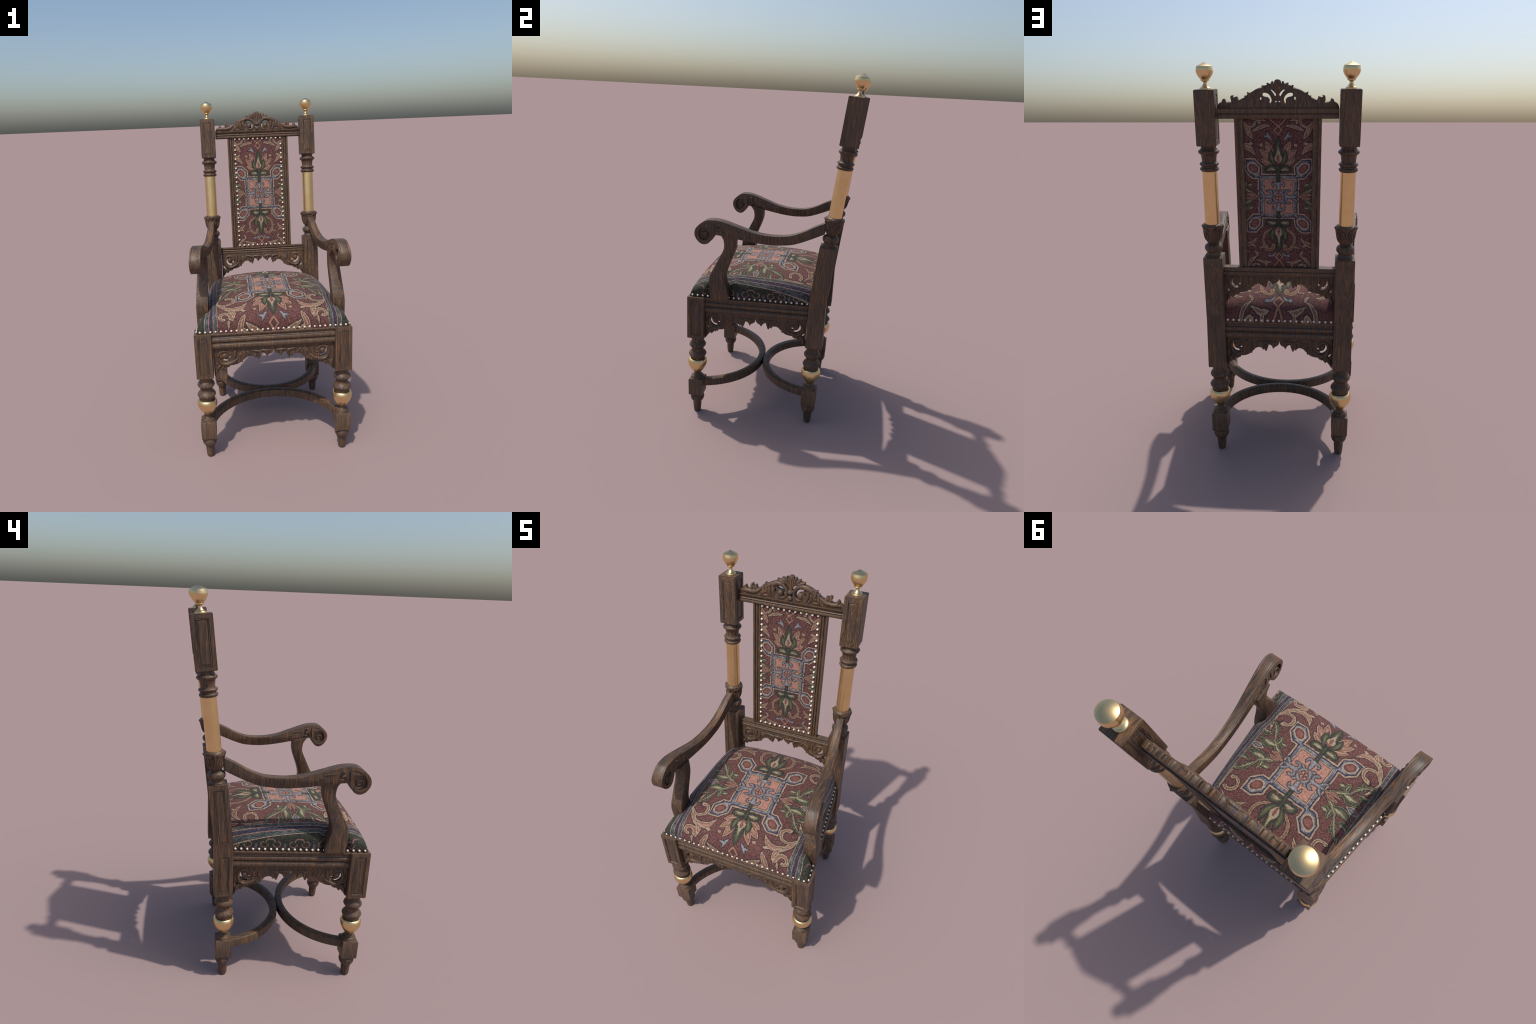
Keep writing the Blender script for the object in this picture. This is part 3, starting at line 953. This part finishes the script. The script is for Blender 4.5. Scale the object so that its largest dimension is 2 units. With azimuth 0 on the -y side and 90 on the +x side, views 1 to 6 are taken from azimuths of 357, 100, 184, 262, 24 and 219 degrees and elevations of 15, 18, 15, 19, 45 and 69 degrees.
APRON_HOLES = [
    [(0.872, 0.052), (0.894, 0.085), (0.899, 0.130), (0.882, 0.190), (0.844, 0.236), (0.800, 0.260), (0.756, 0.252), (0.764, 0.212), (0.800, 0.200), (0.834, 0.178), (0.854, 0.140), (0.862, 0.096)],
    [(0.742, 0.144), (0.748, 0.176), (0.730, 0.198), (0.706, 0.182), (0.710, 0.150)],
    [(0.968, 0.264), (0.960, 0.304), (0.930, 0.340), (0.900, 0.352), (0.912, 0.316), (0.942, 0.276)],
    [(0.970, 0.150), (0.960, 0.166), (0.950, 0.152), (0.960, 0.138)],
]
APRON_RIDGES = [  # scroll, spiral eye, acanthus strokes: control points and half widths
    ([(0.735, 0.150), (0.735, 0.090), (0.765, 0.045), (0.825, 0.030), (0.885, 0.060), (0.915, 0.130), (0.905, 0.215), (0.868, 0.286), (0.800, 0.310), (0.720, 0.290), (0.640, 0.240), (0.580, 0.180)],
     [0.010, 0.018, 0.022, 0.024, 0.026, 0.026, 0.026, 0.027, 0.030, 0.032, 0.026, 0.010]),
    ([(0.862, 0.110), (0.845, 0.080), (0.808, 0.070), (0.768, 0.095), (0.752, 0.140), (0.752, 0.185)], [0.004, 0.009, 0.011, 0.011, 0.010, 0.005]),
    ([(0.620, 0.020), (0.640, 0.060), (0.640, 0.130), (0.665, 0.210), (0.720, 0.250)], [0.022, 0.026, 0.024, 0.020, 0.008]),
    ([(0.560, 0.045), (0.545, 0.090), (0.560, 0.140), (0.530, 0.190)], [0.010, 0.020, 0.022, 0.008]),
    ([(0.520, 0.060), (0.480, 0.080), (0.470, 0.130), (0.500, 0.160)], [0.008, 0.016, 0.018, 0.008]),
    ([(0.470, 0.045), (0.430, 0.070), (0.410, 0.110), (0.370, 0.130)], [0.010, 0.020, 0.018, 0.006]),
    ([(0.420, 0.030), (0.370, 0.045), (0.300, 0.055), (0.240, 0.075), (0.235, 0.140), (0.250, 0.215)], [0.006, 0.016, 0.024, 0.028, 0.022, 0.006]),
    ([(0.300, 0.100), (0.300, 0.150), (0.312, 0.205)], [0.014, 0.016, 0.005]),
    ([(0.230, 0.060), (0.150, 0.050), (0.080, 0.060), (0.020, 0.050)], [0.018, 0.026, 0.022, 0.008]),
    ([(0.150, 0.060), (0.120, 0.100), (0.108, 0.170)], [0.012, 0.020, 0.006]),
    ([(0.950, 0.060), (0.955, 0.150), (0.945, 0.240)], [0.010, 0.016, 0.010]),
    ([(0.880, 0.320), (0.930, 0.380), (0.960, 0.460), (0.985, 0.530)], [0.018, 0.026, 0.022, 0.008]),
    ([(0.830, 0.340), (0.850, 0.380), (0.866, 0.435)], [0.016, 0.018, 0.006]),
    ([(0.775, 0.330), (0.785, 0.385)], [0.016, 0.008]),
]
APRON_RIDGES_BACK = [r[0] for r in APRON_RIDGES]   # the back is only lightly cut
DEEP = 0.275


def carved_apron(name, half, thick, place, parent, hang=0.045):
    """place(u metres across, v metres down, w outwards) -> world."""
    bm = bmesh.new()
    dn = lambda v: -(v * 1.02 + hang) * DEEP
    sc = lambda p: (p[0] * half, dn(p[1]))
    right = catmull([sc(p) for p in APRON_EDGE], 3)
    out = [(0.9985 * half, 0.012)] + [(-0.9985 * half, 0.012)] + [(-p[0], p[1]) for p in right[::-1]] + [(p[0], p[1]) for p in right[1:]]
    holes = []
    for h in APRON_HOLES:
        loop = catmull([sc(p) for p in h], 3, True)
        holes.append([(p[0], p[1]) for p in loop])
        holes.append([(-p[0], p[1]) for p in loop[::-1]])
    add_plate(bm, out, holes, thick, 0.0022, lambda u, v, w: place(u, v, w))
    k = (half + DEEP) / 2
    for s in (-1, 1):
        for path, rad in APRON_RIDGES:
            line = [(s * p[0] * half, dn(p[1])) for p in path]
            add_sweep(bm, line, [r * k * 1.16 for r in rad], lambda u, v, w: place(u, v, thick / 2 - 0.0022 + w), 8, 1.0)
            if path in APRON_RIDGES_BACK:
                add_sweep(bm, line, [r * k * 0.9 for r in rad], lambda u, v, w: place(u, v, -thick / 2 + 0.0010 - w), 8, 0.60)
        add_dome(bm, s * 0.806 * half, dn(0.130), 0.046 * half, 0.058 * DEEP, 0.0100, lambda u, v, w: place(u, v, thick / 2 - 0.001 + w))
        add_dome(bm, s * 0.535 * half, dn(0.115), 0.018 * half, 0.03 * DEEP, 0.0055, lambda u, v, w: place(u, v, thick / 2 - 0.001 + w), 10, 3)
    return link(name, bm, WOOD, parent, 50)


for key, (a, b) in RAILS.items():
    A0, B0, d, n = rail_frame(a, b)
    mid = (A0 + B0) / 2
    half = (B0 - A0).length / 2 - (0.006 if key in ("front",) else 0.003)
    back = {"front": 0.028, "rear": 0.032}.get(key, 0.024)
    carved_apron("carved_apron", half, 0.018, lambda u, v, w, mid=mid, d=d, n=n, back=back: mid + d * u + n * (w - back) + Vector((0, 0, RAIL_BOT + v + 0.001)), seat_frame)

# ------------------------------------------------------------------ stretchers: two bows that kiss in the middle
def bow(cy, R, a_end, sgn):
    bm = bmesh.new()
    prof = [(-0.0208, 0.1810), (-0.0208, 0.2150), (-0.0180, 0.2215), (-0.0110, 0.2250), (0.0110, 0.2250), (0.0180, 0.2215), (0.0208, 0.2150), (0.0208, 0.1810), (0.0180, 0.1780), (-0.0180, 0.1780)]
    rings = []
    n = 64
    for i in range(n + 1):
        a = -a_end + 2 * a_end * i / n
        rings.append([Vector(((R + p) * math.sin(a), cy + sgn * (R + p) * math.cos(a), z)) for p, z in prof])
    add_rings(bm, rings)
    return link("curved_stretcher", bm, WOOD, chair, 30)


bow(-0.4630, 0.3850, math.radians(75), 1)
bow(0.2815, 0.3205, math.radians(84), -1)

# ------------------------------------------------------------------ back frame (raked)
def moulded(bm, outer, inner, steps, end0, end1, depth_back):
    pass


back_bm = bmesh.new()
# front offsets negative. profile across the rail height, (offset, fraction up)
def rail_prof(z0, z1, f, bk, kind):
    h = z1 - z0
    if kind == "top":
        front = [(f + 0.004, 0.0), (f + 0.0015, 0.03), (f - 0.001, 0.10), (f - 0.002, 0.20), (f - 0.001, 0.30), (f + 0.0035, 0.37), (f + 0.0035, 0.41), (f + 0.001, 0.43), (f - 0.001, 0.50), (f + 0.001, 0.57),
                 (f + 0.004, 0.60), (f + 0.0045, 0.66), (f + 0.002, 0.78), (f - 0.0035, 0.88), (f - 0.004, 0.90), (f - 0.004, 1.0)]
    else:
        front = [(f + 0.004, 0.0), (f + 0.001, 0.04), (f - 0.001, 0.12), (f - 0.002, 0.22), (f - 0.001, 0.33), (f + 0.0035, 0.40), (f + 0.0035, 0.45), (f + 0.001, 0.47), (f - 0.001, 0.55), (f + 0.001, 0.63), (f + 0.0035, 0.66),
                 (f + 0.002, 0.74), (f - 0.002, 0.84), (f - 0.002, 1.0)]
    return [(o, z0 + t * h) for o, t in front] + [(bk, z1), (bk, z0 + 0.56 * h), (bk - 0.0035, z0 + 0.52 * h), (bk - 0.0035, z0 + 0.47 * h), (bk - 0.0005, z0 + 0.42 * h), (bk - 0.0005, z0 + 0.06 * h), (bk - 0.003, z0)]


for z0, z1, half, f, bk, kind in ((1.7648, 1.8080, 0.2700, -0.0150, 0.0185, "top"), (1.0168, 1.0600, 0.2760, -0.0150, 0.0185, "mid")):
    extrude_profile(back_bm, rail_prof(z0, z1, f, bk, kind), [lambda p, q, x=x: tilted(x, p, q) for x in (-half, half)])
# stiles: (x offset from inner edge outwards, offset square to the back)
STILE = [(0.0, 0.008), (0.0, -0.006), (0.003, -0.009), (0.006, -0.010), (0.009, -0.009), (0.011, -0.004), (0.013, -0.004), (0.016, -0.009), (0.0195, -0.0105), (0.023, -0.009), (0.026, -0.004), (0.028, -0.004),
         (0.030, -0.009), (0.034, -0.0115), (0.0385, -0.0115), (0.0400, -0.010), (0.0400, 0.012), (0.036, 0.015), (0.027, 0.015), (0.022, 0.009), (0.014, 0.009), (0.008, 0.012), (0.003, 0.012)]
for s in (-1, 1):
    extrude_profile(back_bm, STILE, [lambda p, q, z=z, s=s: tilted(s * (0.1548 + p), q, z) for z in (1.0560, 1.7670)])
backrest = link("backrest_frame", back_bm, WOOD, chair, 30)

# fabric panel, slightly padded both faces
bm = bmesh.new()
nx, nz = 40, 80
rows = []
for side in (-1, 1):
    grid = []
    for j in range(nz + 1):
        row = []
        for i in range(nx + 1):
            u, v = i / nx * 2 - 1, j / nz * 2 - 1
            puff = ((1 - u ** 8) * (1 - v ** 16)) ** 0.5
            off = side * (0.0015 + 0.0030 * puff + 0.0007 * puff * mnoise.noise(Vector((u * 3, v * 7, side)))) - 0.001
            row.append(bm.verts.new(tilted(u * 0.1570, off, 1.4124 + v * 0.3545)))
        grid.append(row)
    for j in range(nz):
        for i in range(nx):
            q = (grid[j][i], grid[j][i + 1], grid[j + 1][i + 1], grid[j + 1][i])
            bm.faces.new(q if side < 0 else q[::-1])
    rows.append(grid)
f, g = rows
for i in range(nx):
    bm.faces.new((f[0][i], g[0][i], g[0][i + 1], f[0][i + 1]))
    bm.faces.new((f[nz][i + 1], g[nz][i + 1], g[nz][i], f[nz][i]))
for j in range(nz):
    bm.faces.new((f[j][0], f[j + 1][0], g[j + 1][0], g[j][0]))
    bm.faces.new((f[j + 1][nx], f[j][nx], g[j][nx], g[j + 1][nx]))
back_panel = link("back_panel", bm, CLOTH, backrest, 60)

# apron under the middle rail
carved_apron("carved_apron", 0.2725, 0.018, lambda u, v, w: tilted(u, -w - 0.005, 1.0175 + v * 0.97), backrest, 0.020)

# ------------------------------------------------------------------ crest
CREST_EDGE = [(0.0, 0.4620), (0.020, 0.4600), (0.038, 0.4520), (0.053, 0.4300), (0.058, 0.4000), (0.066, 0.4020), (0.074, 0.4330), (0.092, 0.4340), (0.108, 0.4080), (0.116, 0.3920), (0.136, 0.4020), (0.168, 0.4120),
              (0.178, 0.3950), (0.174, 0.3800), (0.196, 0.3720), (0.232, 0.3640), (0.258, 0.3760), (0.258, 0.3560), (0.250, 0.3300), (0.290, 0.3230), (0.345, 0.3070), (0.400, 0.2830), (0.455, 0.2560), (0.492, 0.2700),
              (0.500, 0.2540), (0.492, 0.2340), (0.515, 0.2120), (0.548, 0.2100), (0.538, 0.1900), (0.570, 0.1700), (0.605, 0.1540), (0.634, 0.1420), (0.652, 0.1540), (0.662, 0.1980), (0.690, 0.1950), (0.708, 0.1870), (0.722, 0.1790),
              (0.732, 0.2000), (0.722, 0.2150), (0.745, 0.2180), (0.766, 0.2080), (0.774, 0.1850), (0.766, 0.1540), (0.748, 0.1220), (0.780, 0.1060), (0.820, 0.1060), (0.848, 0.1150), (0.860, 0.1420), (0.872, 0.1650), (0.896, 0.1600),
              (0.914, 0.1350), (0.922, 0.1140), (0.952, 0.1000), (0.980, 0.0740), (0.996, 0.0400), (1.0, 0.0060)]
CREST_HOLES = [
    [(0.245, 0.2440), (0.228, 0.2560), (0.195, 0.2550), (0.145, 0.2330), (0.108, 0.1800), (0.098, 0.1320), (0.110, 0.0960), (0.128, 0.0820), (0.135, 0.1100), (0.133, 0.1480), (0.155, 0.1780), (0.196, 0.1910), (0.232, 0.1990), (0.248, 0.2180)],
    [(0.298, 0.1920), (0.278, 0.1860), (0.258, 0.1680), (0.285, 0.1420), (0.296, 0.1500), (0.292, 0.1700)],
    [(0.122, 0.2960), (0.095, 0.3000), (0.060, 0.2720), (0.024, 0.2260), (0.052, 0.2000), (0.078, 0.2480)],
    [(0.038, 0.1260), (0.006, 0.1200), (0.038, 0.1000)],
]
CREST_RIDGES = [
    ([(0.250, 0.1000), (0.200, 0.0550), (0.140, 0.0500), (0.085, 0.0900), (0.070, 0.1500), (0.090, 0.2150), (0.150, 0.2750), (0.230, 0.2950), (0.320, 0.2750), (0.400, 0.2350), (0.470, 0.1850)],
     [0.010, 0.020, 0.024, 0.025, 0.026, 0.028, 0.032, 0.038, 0.040, 0.034, 0.016]),
    ([(0.250, 0.1750), (0.265, 0.1250), (0.240, 0.0780), (0.190, 0.0650), (0.145, 0.0900)], [0.008, 0.013, 0.015, 0.014, 0.006]),
    ([(0.340, 0.2700), (0.330, 0.2000), (0.330, 0.1300), (0.300, 0.0500)], [0.028, 0.036, 0.030, 0.016]),
    ([(0.400, 0.2300), (0.400, 0.1500), (0.380, 0.0700), (0.340, 0.0350)], [0.026, 0.034, 0.026, 0.010]),
    ([(0.470, 0.2400), (0.460, 0.1700), (0.440, 0.1100), (0.400, 0.0500)], [0.016, 0.030, 0.026, 0.012]),
    ([(0.530, 0.1950), (0.520, 0.1300), (0.540, 0.0700), (0.580, 0.0350)], [0.012, 0.028, 0.030, 0.014]),
    ([(0.400, 0.0450), (0.470, 0.0450), (0.540, 0.0350), (0.600, 0.0300)], [0.010, 0.018, 0.018, 0.010]),
    ([(0.560, 0.1600), (0.620, 0.1100), (0.690, 0.0800), (0.780, 0.0700), (0.870, 0.0780), (0.960, 0.0650)], [0.016, 0.030, 0.034, 0.034, 0.032, 0.018]),
    ([(0.690, 0.0900), (0.665, 0.1300), (0.668, 0.1800)], [0.022, 0.022, 0.008]),
    ([(0.740, 0.0900), (0.755, 0.1450), (0.752, 0.1900), (0.735, 0.2080)], [0.020, 0.020, 0.014, 0.006]),
    ([(0.860, 0.0800), (0.880, 0.1100), (0.878, 0.1500)], [0.022, 0.024, 0.008]),
    ([(0.000, 0.2550), (0.000, 0.3300), (0.000, 0.4100), (0.000, 0.4400)], [0.010, 0.020, 0.024, 0.018]),
    ([(0.014, 0.2550), (0.030, 0.3200), (0.036, 0.3900), (0.034, 0.4300)], [0.008, 0.016, 0.018, 0.010]),
    ([(0.028, 0.2700), (0.062, 0.3300), (0.080, 0.3900), (0.084, 0.4250)], [0.008, 0.016, 0.018, 0.008]),
    ([(0.050, 0.2900), (0.105, 0.3300), (0.140, 0.3700), (0.162, 0.4000)], [0.008, 0.018, 0.020, 0.008]),
    ([(0.090, 0.3100), (0.160, 0.3300), (0.210, 0.3450), (0.248, 0.3650)], [0.010, 0.020, 0.020, 0.008]),
]
CW, CH = 0.2685, 0.2650


def crest_place(u, v, w):
    return tilted(u, -w, 1.8055 + v)


bm = bmesh.new()
half = catmull([(p[0] * CW, p[1] * CH) for p in CREST_EDGE], 3)
outline = [(p[0], p[1]) for p in half] + [(-p[0], p[1]) for p in half[:0:-1]]
holes = []
for h in CREST_HOLES:
    loop = catmull([(p[0] * CW, p[1] * CH) for p in h], 3, True)
    holes += [[(p[0], p[1]) for p in loop], [(-p[0], p[1]) for p in loop[::-1]]]
CT = 0.024
add_plate(bm, outline, holes, CT, 0.0022, crest_place)
front = lambda u, v, w: crest_place(u, v, CT / 2 - 0.002 + w)
for s in (-1, 1):
    for path, rad in CREST_RIDGES:
        if s < 0 and path[0][0] == 0 and path[-1][0] == 0:
            continue
        add_sweep(bm, [(s * p[0] * CW, p[1] * CH) for p in path], [r * CW * 1.18 for r in rad], front, 10, 0.85)
    add_dome(bm, s * 0.190 * CW, 0.128 * CH, 0.056 * CW, 0.062 * CH, 0.0110, front)
    add_dome(bm, s * 0.480 * CW, 0.110 * CH, 0.022 * CW, 0.030 * CH, 0.0080, front, 10, 3)
add_dome(bm, 0, 0.165 * CH, 0.050 * CW, 0.045 * CH, 0.0125, front)
add_dome(bm, 0, 0.060 * CH, 0.052 * CW, 0.056 * CH, 0.0125, front)
link("carved_crest", bm, WOOD, backrest, 50)

# ------------------------------------------------------------------ armrests
ARM_TOP = [(0.2960, 1.2470), (0.2395, 1.2210), (0.1890, 1.1935), (0.1400, 1.1725), (0.0940, 1.1605), (0.0250, 1.1555), (-0.0300, 1.1585), (-0.0910, 1.1690), (-0.1400, 1.1845), (-0.1850, 1.1985), (-0.2337, 1.2140), (-0.2700, 1.2220),
           (-0.3000, 1.2245), (-0.3373, 1.2205), (-0.3688, 1.2000), (-0.3926, 1.1740), (-0.4001, 1.1500), (-0.3960, 1.1250), (-0.3759, 1.0965), (-0.3495, 1.0849), (-0.3254, 1.0918), (-0.3110, 1.1080), (-0.3014, 1.1220), (-0.2910, 1.1420)]
ARM_BOT = [(-0.2637, 1.1400), (-0.2100, 1.1310), (-0.1773, 1.1263), (-0.1368, 1.1205), (-0.0952, 1.1143), (-0.0325, 1.1072), (0.0300, 1.1045), (0.0600, 1.1062), (0.1236, 1.1135), (0.1746, 1.1300), (0.2317, 1.1545), (0.2960, 1.1850)]
PROP = [(-0.2700, 1.1500), (-0.2560, 1.1320), (-0.2450, 1.1142), (-0.2399, 1.0819), (-0.2441, 1.0543), (-0.2654, 1.0084), (-0.2947, 0.9478), (-0.3149, 0.9053), (-0.3205, 0.8650), (-0.3180, 0.8250), (-0.3119, 0.7660),
        (-0.2030, 0.7660), (-0.2126, 0.8186), (-0.2281, 0.8683), (-0.2300, 0.9120), (-0.2156, 0.9641), (-0.1908, 1.0291), (-0.1785, 1.0751), (-0.1776, 1.1320)]


def arm_x(y, w):
    """w in -1 (inner face) .. 1 (outer face): the arm splays and thickens forwards."""
    t = (0.295 - y) / 0.695
    outer = 0.3425 + 0.0885 * t
    wid = 0.0360 + 0.0255 * min(max(t, 0), 1)
    return outer - wid * (1 - w) / 2


for sx in (-1, 1):
    T = 0.0280

    def place(u, v, w):
        return Vector((sx * arm_x(u, w / T), u, v))
    bm = bmesh.new()
    top, bot = catmull(ARM_TOP, 4), catmull(ARM_BOT, 3)
    whole = [(p[0], p[1]) for p in top] + [(p[0], p[1]) for p in bot]
    D = 0.0085                                     # how deep the eye of the volute is cut
    add_plate(bm, shrink(whole, 0.0004), [], 2 * (T - D), 0.0005, place)
    pocket = [(-0.3460 + 0.0315 * math.cos(q), 1.1455 + 0.0345 * math.sin(q)) for q in (2 * math.pi * k / 40 for k in range(40))]
    for face in (1, -1):
        lay = lambda u, v, w, face=face: place(u, v, face * (T - D / 2 - 0.0005 + w))
        add_plate(bm, whole, [pocket], D + 0.001, 0.0030, lay)
        deep = lambda u, v, w, face=face: place(u, v, face * (T - D + w))
        add_dome(bm, -0.3435, 1.1395, 0.0200, 0.0210, 0.0040, deep, 28, 5)
        turns = [(40 - 54 * k, 0.0300 - 0.0026 * k) for k in range(11)]          # the scroll winds into its eye
        add_sweep(bm, [(-0.3440 + r * math.cos(math.radians(q)), 1.1405 + r * math.sin(math.radians(q))) for q, r in turns],
                  [0.0048, 0.0050, 0.0050, 0.0048, 0.0046, 0.0044, 0.0042, 0.0040, 0.0038, 0.0036, 0.0030], deep, 10, 1.75)
        fr = lambda u, v, w, face=face: place(u, v, face * (T - 0.0014 + w))
        rim = [(-0.2880, 1.2060), (-0.3050, 1.2080), (-0.3330, 1.2050), (-0.3580, 1.1910), (-0.3760, 1.1690), (-0.3830, 1.1430), (-0.3740, 1.1160), (-0.3480, 1.1020), (-0.3220, 1.1130), (-0.3090, 1.1380)]
        add_sweep(bm, rim, [0.0016, 0.0034, 0.0040, 0.0044, 0.0046, 0.0046, 0.0046, 0.0044, 0.0036, 0.0016], fr, 8, 0.75)
        # acanthus sprig behind the scroll
        for path, rad in (([(-0.3000, 1.1500), (-0.2980, 1.1750), (-0.2960, 1.2060)], [0.0030, 0.0052, 0.0030]),
                          ([(-0.2850, 1.1530), (-0.2800, 1.1720), (-0.2820, 1.1900)], [0.0020, 0.0052, 0.0020]),
                          ([(-0.2720, 1.2000), (-0.2640, 1.1980), (-0.2560, 1.1880)], [0.0030, 0.0060, 0.0028]),
                          ([(-0.2760, 1.1800), (-0.2620, 1.1760), (-0.2500, 1.1640)], [0.0030, 0.0058, 0.0024]),
                          ([(-0.2680, 1.1560), (-0.2560, 1.1600), (-0.2380, 1.1520)], [0.0026, 0.0052, 0.0024]),
                          ([(-0.2300, 1.1850), (-0.2050, 1.1840), (-0.1800, 1.1780), (-0.1600, 1.1660)], [0.0014, 0.0026, 0.0030, 0.0016]),
                          ([(-0.1850, 1.1660), (-0.1620, 1.1600), (-0.1480, 1.1480), (-0.1320, 1.1540)], [0.0018, 0.0044, 0.0030, 0.0012]),
                          ([(-0.2180, 1.1600), (-0.2150, 1.1430), (-0.2250, 1.1320)], [0.0018, 0.0034, 0.0014])):
            add_sweep(bm, path, [q * 1.5 for q in rad], fr, 8, 1.0)
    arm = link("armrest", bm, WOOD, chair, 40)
    bm = bmesh.new()

    def prop_x(u, v, w):
        c = 0.3720 + 0.0100 * min(max((1.05 - v) / 0.17, 0), 1)
        h = 0.0310 + 0.0025 * min(max((1.05 - v) / 0.17, 0), 1)
        return Vector((sx * (c + h * w / T), u, v))
    add_plate(bm, [(p[0], p[1]) for p in catmull(PROP[:11], 4)] + [(p[0], p[1]) for p in catmull(PROP[11:], 4)], [], 2 * T, 0.0050, prop_x)
    link("arm_support", bm, WOOD, arm, 40)

# ------------------------------------------------------------------ cushion
def cushion_edge(y):
    e = 0.4120 - (y + 0.41) * 0.0985
    t = max(0.0, min(1.0, (abs(y + 0.262) - 0.042) / 0.045))
    return e - 0.0260 * (1 - t * t * (3 - 2 * t))


def cushion_z(u, v):
    b = 0.28 if v < 0 else 0.30
    h = 0.157 * (1 + (0.18 * v if v > 0 else 0))
    return 0.7690 + h * max(0.0, 1 - u * u) ** 0.235 * max(0.0, 1 - v * v) ** b


bm = bmesh.new()
n = 150
grid = []
for j in range(n + 1):
    v = math.sin(math.pi / 2 * (2 * j / n - 1))
    y = -0.0520 + 0.3765 * v
    row = []
    for i in range(n + 1):
        u = math.sin(math.pi / 2 * (2 * i / n - 1))
        x = u * cushion_edge(y)
        z = cushion_z(u, v)
        z += 0.0022 * mnoise.noise(Vector((x * 9, y * 9, 3))) * min(1, (z - 0.769) * 20)
        row.append(bm.verts.new((x, y, z)))
    grid.append(row)
for j in range(n):
    for i in range(n):
        bm.faces.new((grid[j][i], grid[j][i + 1], grid[j + 1][i + 1], grid[j + 1][i]))
rim = [grid[0][i] for i in range(n)] + [grid[j][n] for j in range(n)] + [grid[n][i] for i in range(n, 0, -1)] + [grid[j][0] for j in range(n, 0, -1)]
low = [bm.verts.new((q.co.x, q.co.y, 0.7600)) for q in rim]
for k in range(len(rim)):
    l = (k + 1) % len(rim)
    bm.faces.new((rim[k], low[k], low[l], rim[l]))
bm.faces.new(low)
cushion = link("seat_cushion", bm, SEAT, chair, 70)

# ------------------------------------------------------------------ nail heads
bm = bmesh.new()
add_lathe(bm, [(0.0061 * math.cos(a), 0.0060 * math.sin(a)) for a in (math.radians(d) for d in (-25, -5, 15, 32, 50, 68, 80))] + [(0, 0.0060)], lambda x, y, h: Vector((x, y, h)), 18)
first = link("nail_head", bm, PEARL, None, 60)
nail_mesh = first.data
bpy.data.objects.remove(first)


def nail(p, normal, parent):
    ob = bpy.data.objects.new("nail_head", nail_mesh)
    SC.objects.link(ob)
    ob.parent = parent
    q = Vector(normal).to_track_quat("Z", "Y")
    j = lambda: random.uniform(-0.0005, 0.0005)
    ob.matrix_world = Matrix.Translation(Vector(p) + Vector((j(), j(), j()))) @ q.to_matrix().to_4x4() @ Matrix.Scale(random.uniform(0.96, 1.04), 4)


for i in range(29):
    nail((-0.3960 + 0.7920 * i / 28, -0.4270, 0.7785), (0, -1, 0.25), cushion)
for sx in (-1, 1):
    for i in range(23):
        y = -0.4140 + (0.2340 + 0.4140) * i / 22
        nail((sx * (0.4145 - (y + 0.41) * 0.0985), y, 0.7775), (sx, 0, 0.25), cushion)
for i in range(19):
    nail((-0.2620 + 0.5240 * i / 18, 0.3260, 0.7775), (0, 1, 0.25), cushion)
PC_Z = 1.764
for i in range(11):
    for s in (-0.0056, -0.6955):
        x = -0.1465 + 0.2930 * i / 10
        nail(tilted(x, -0.0070, PC_Z + s / TLEN), (0, -1, TILT), back_panel)
for i in range(22):
    for sx in (-1, 1):
        nail(tilted(sx * 0.1480, -0.0070, PC_Z + (-0.0448 - 0.02925 * i) / TLEN), (0, -1, TILT), back_panel)
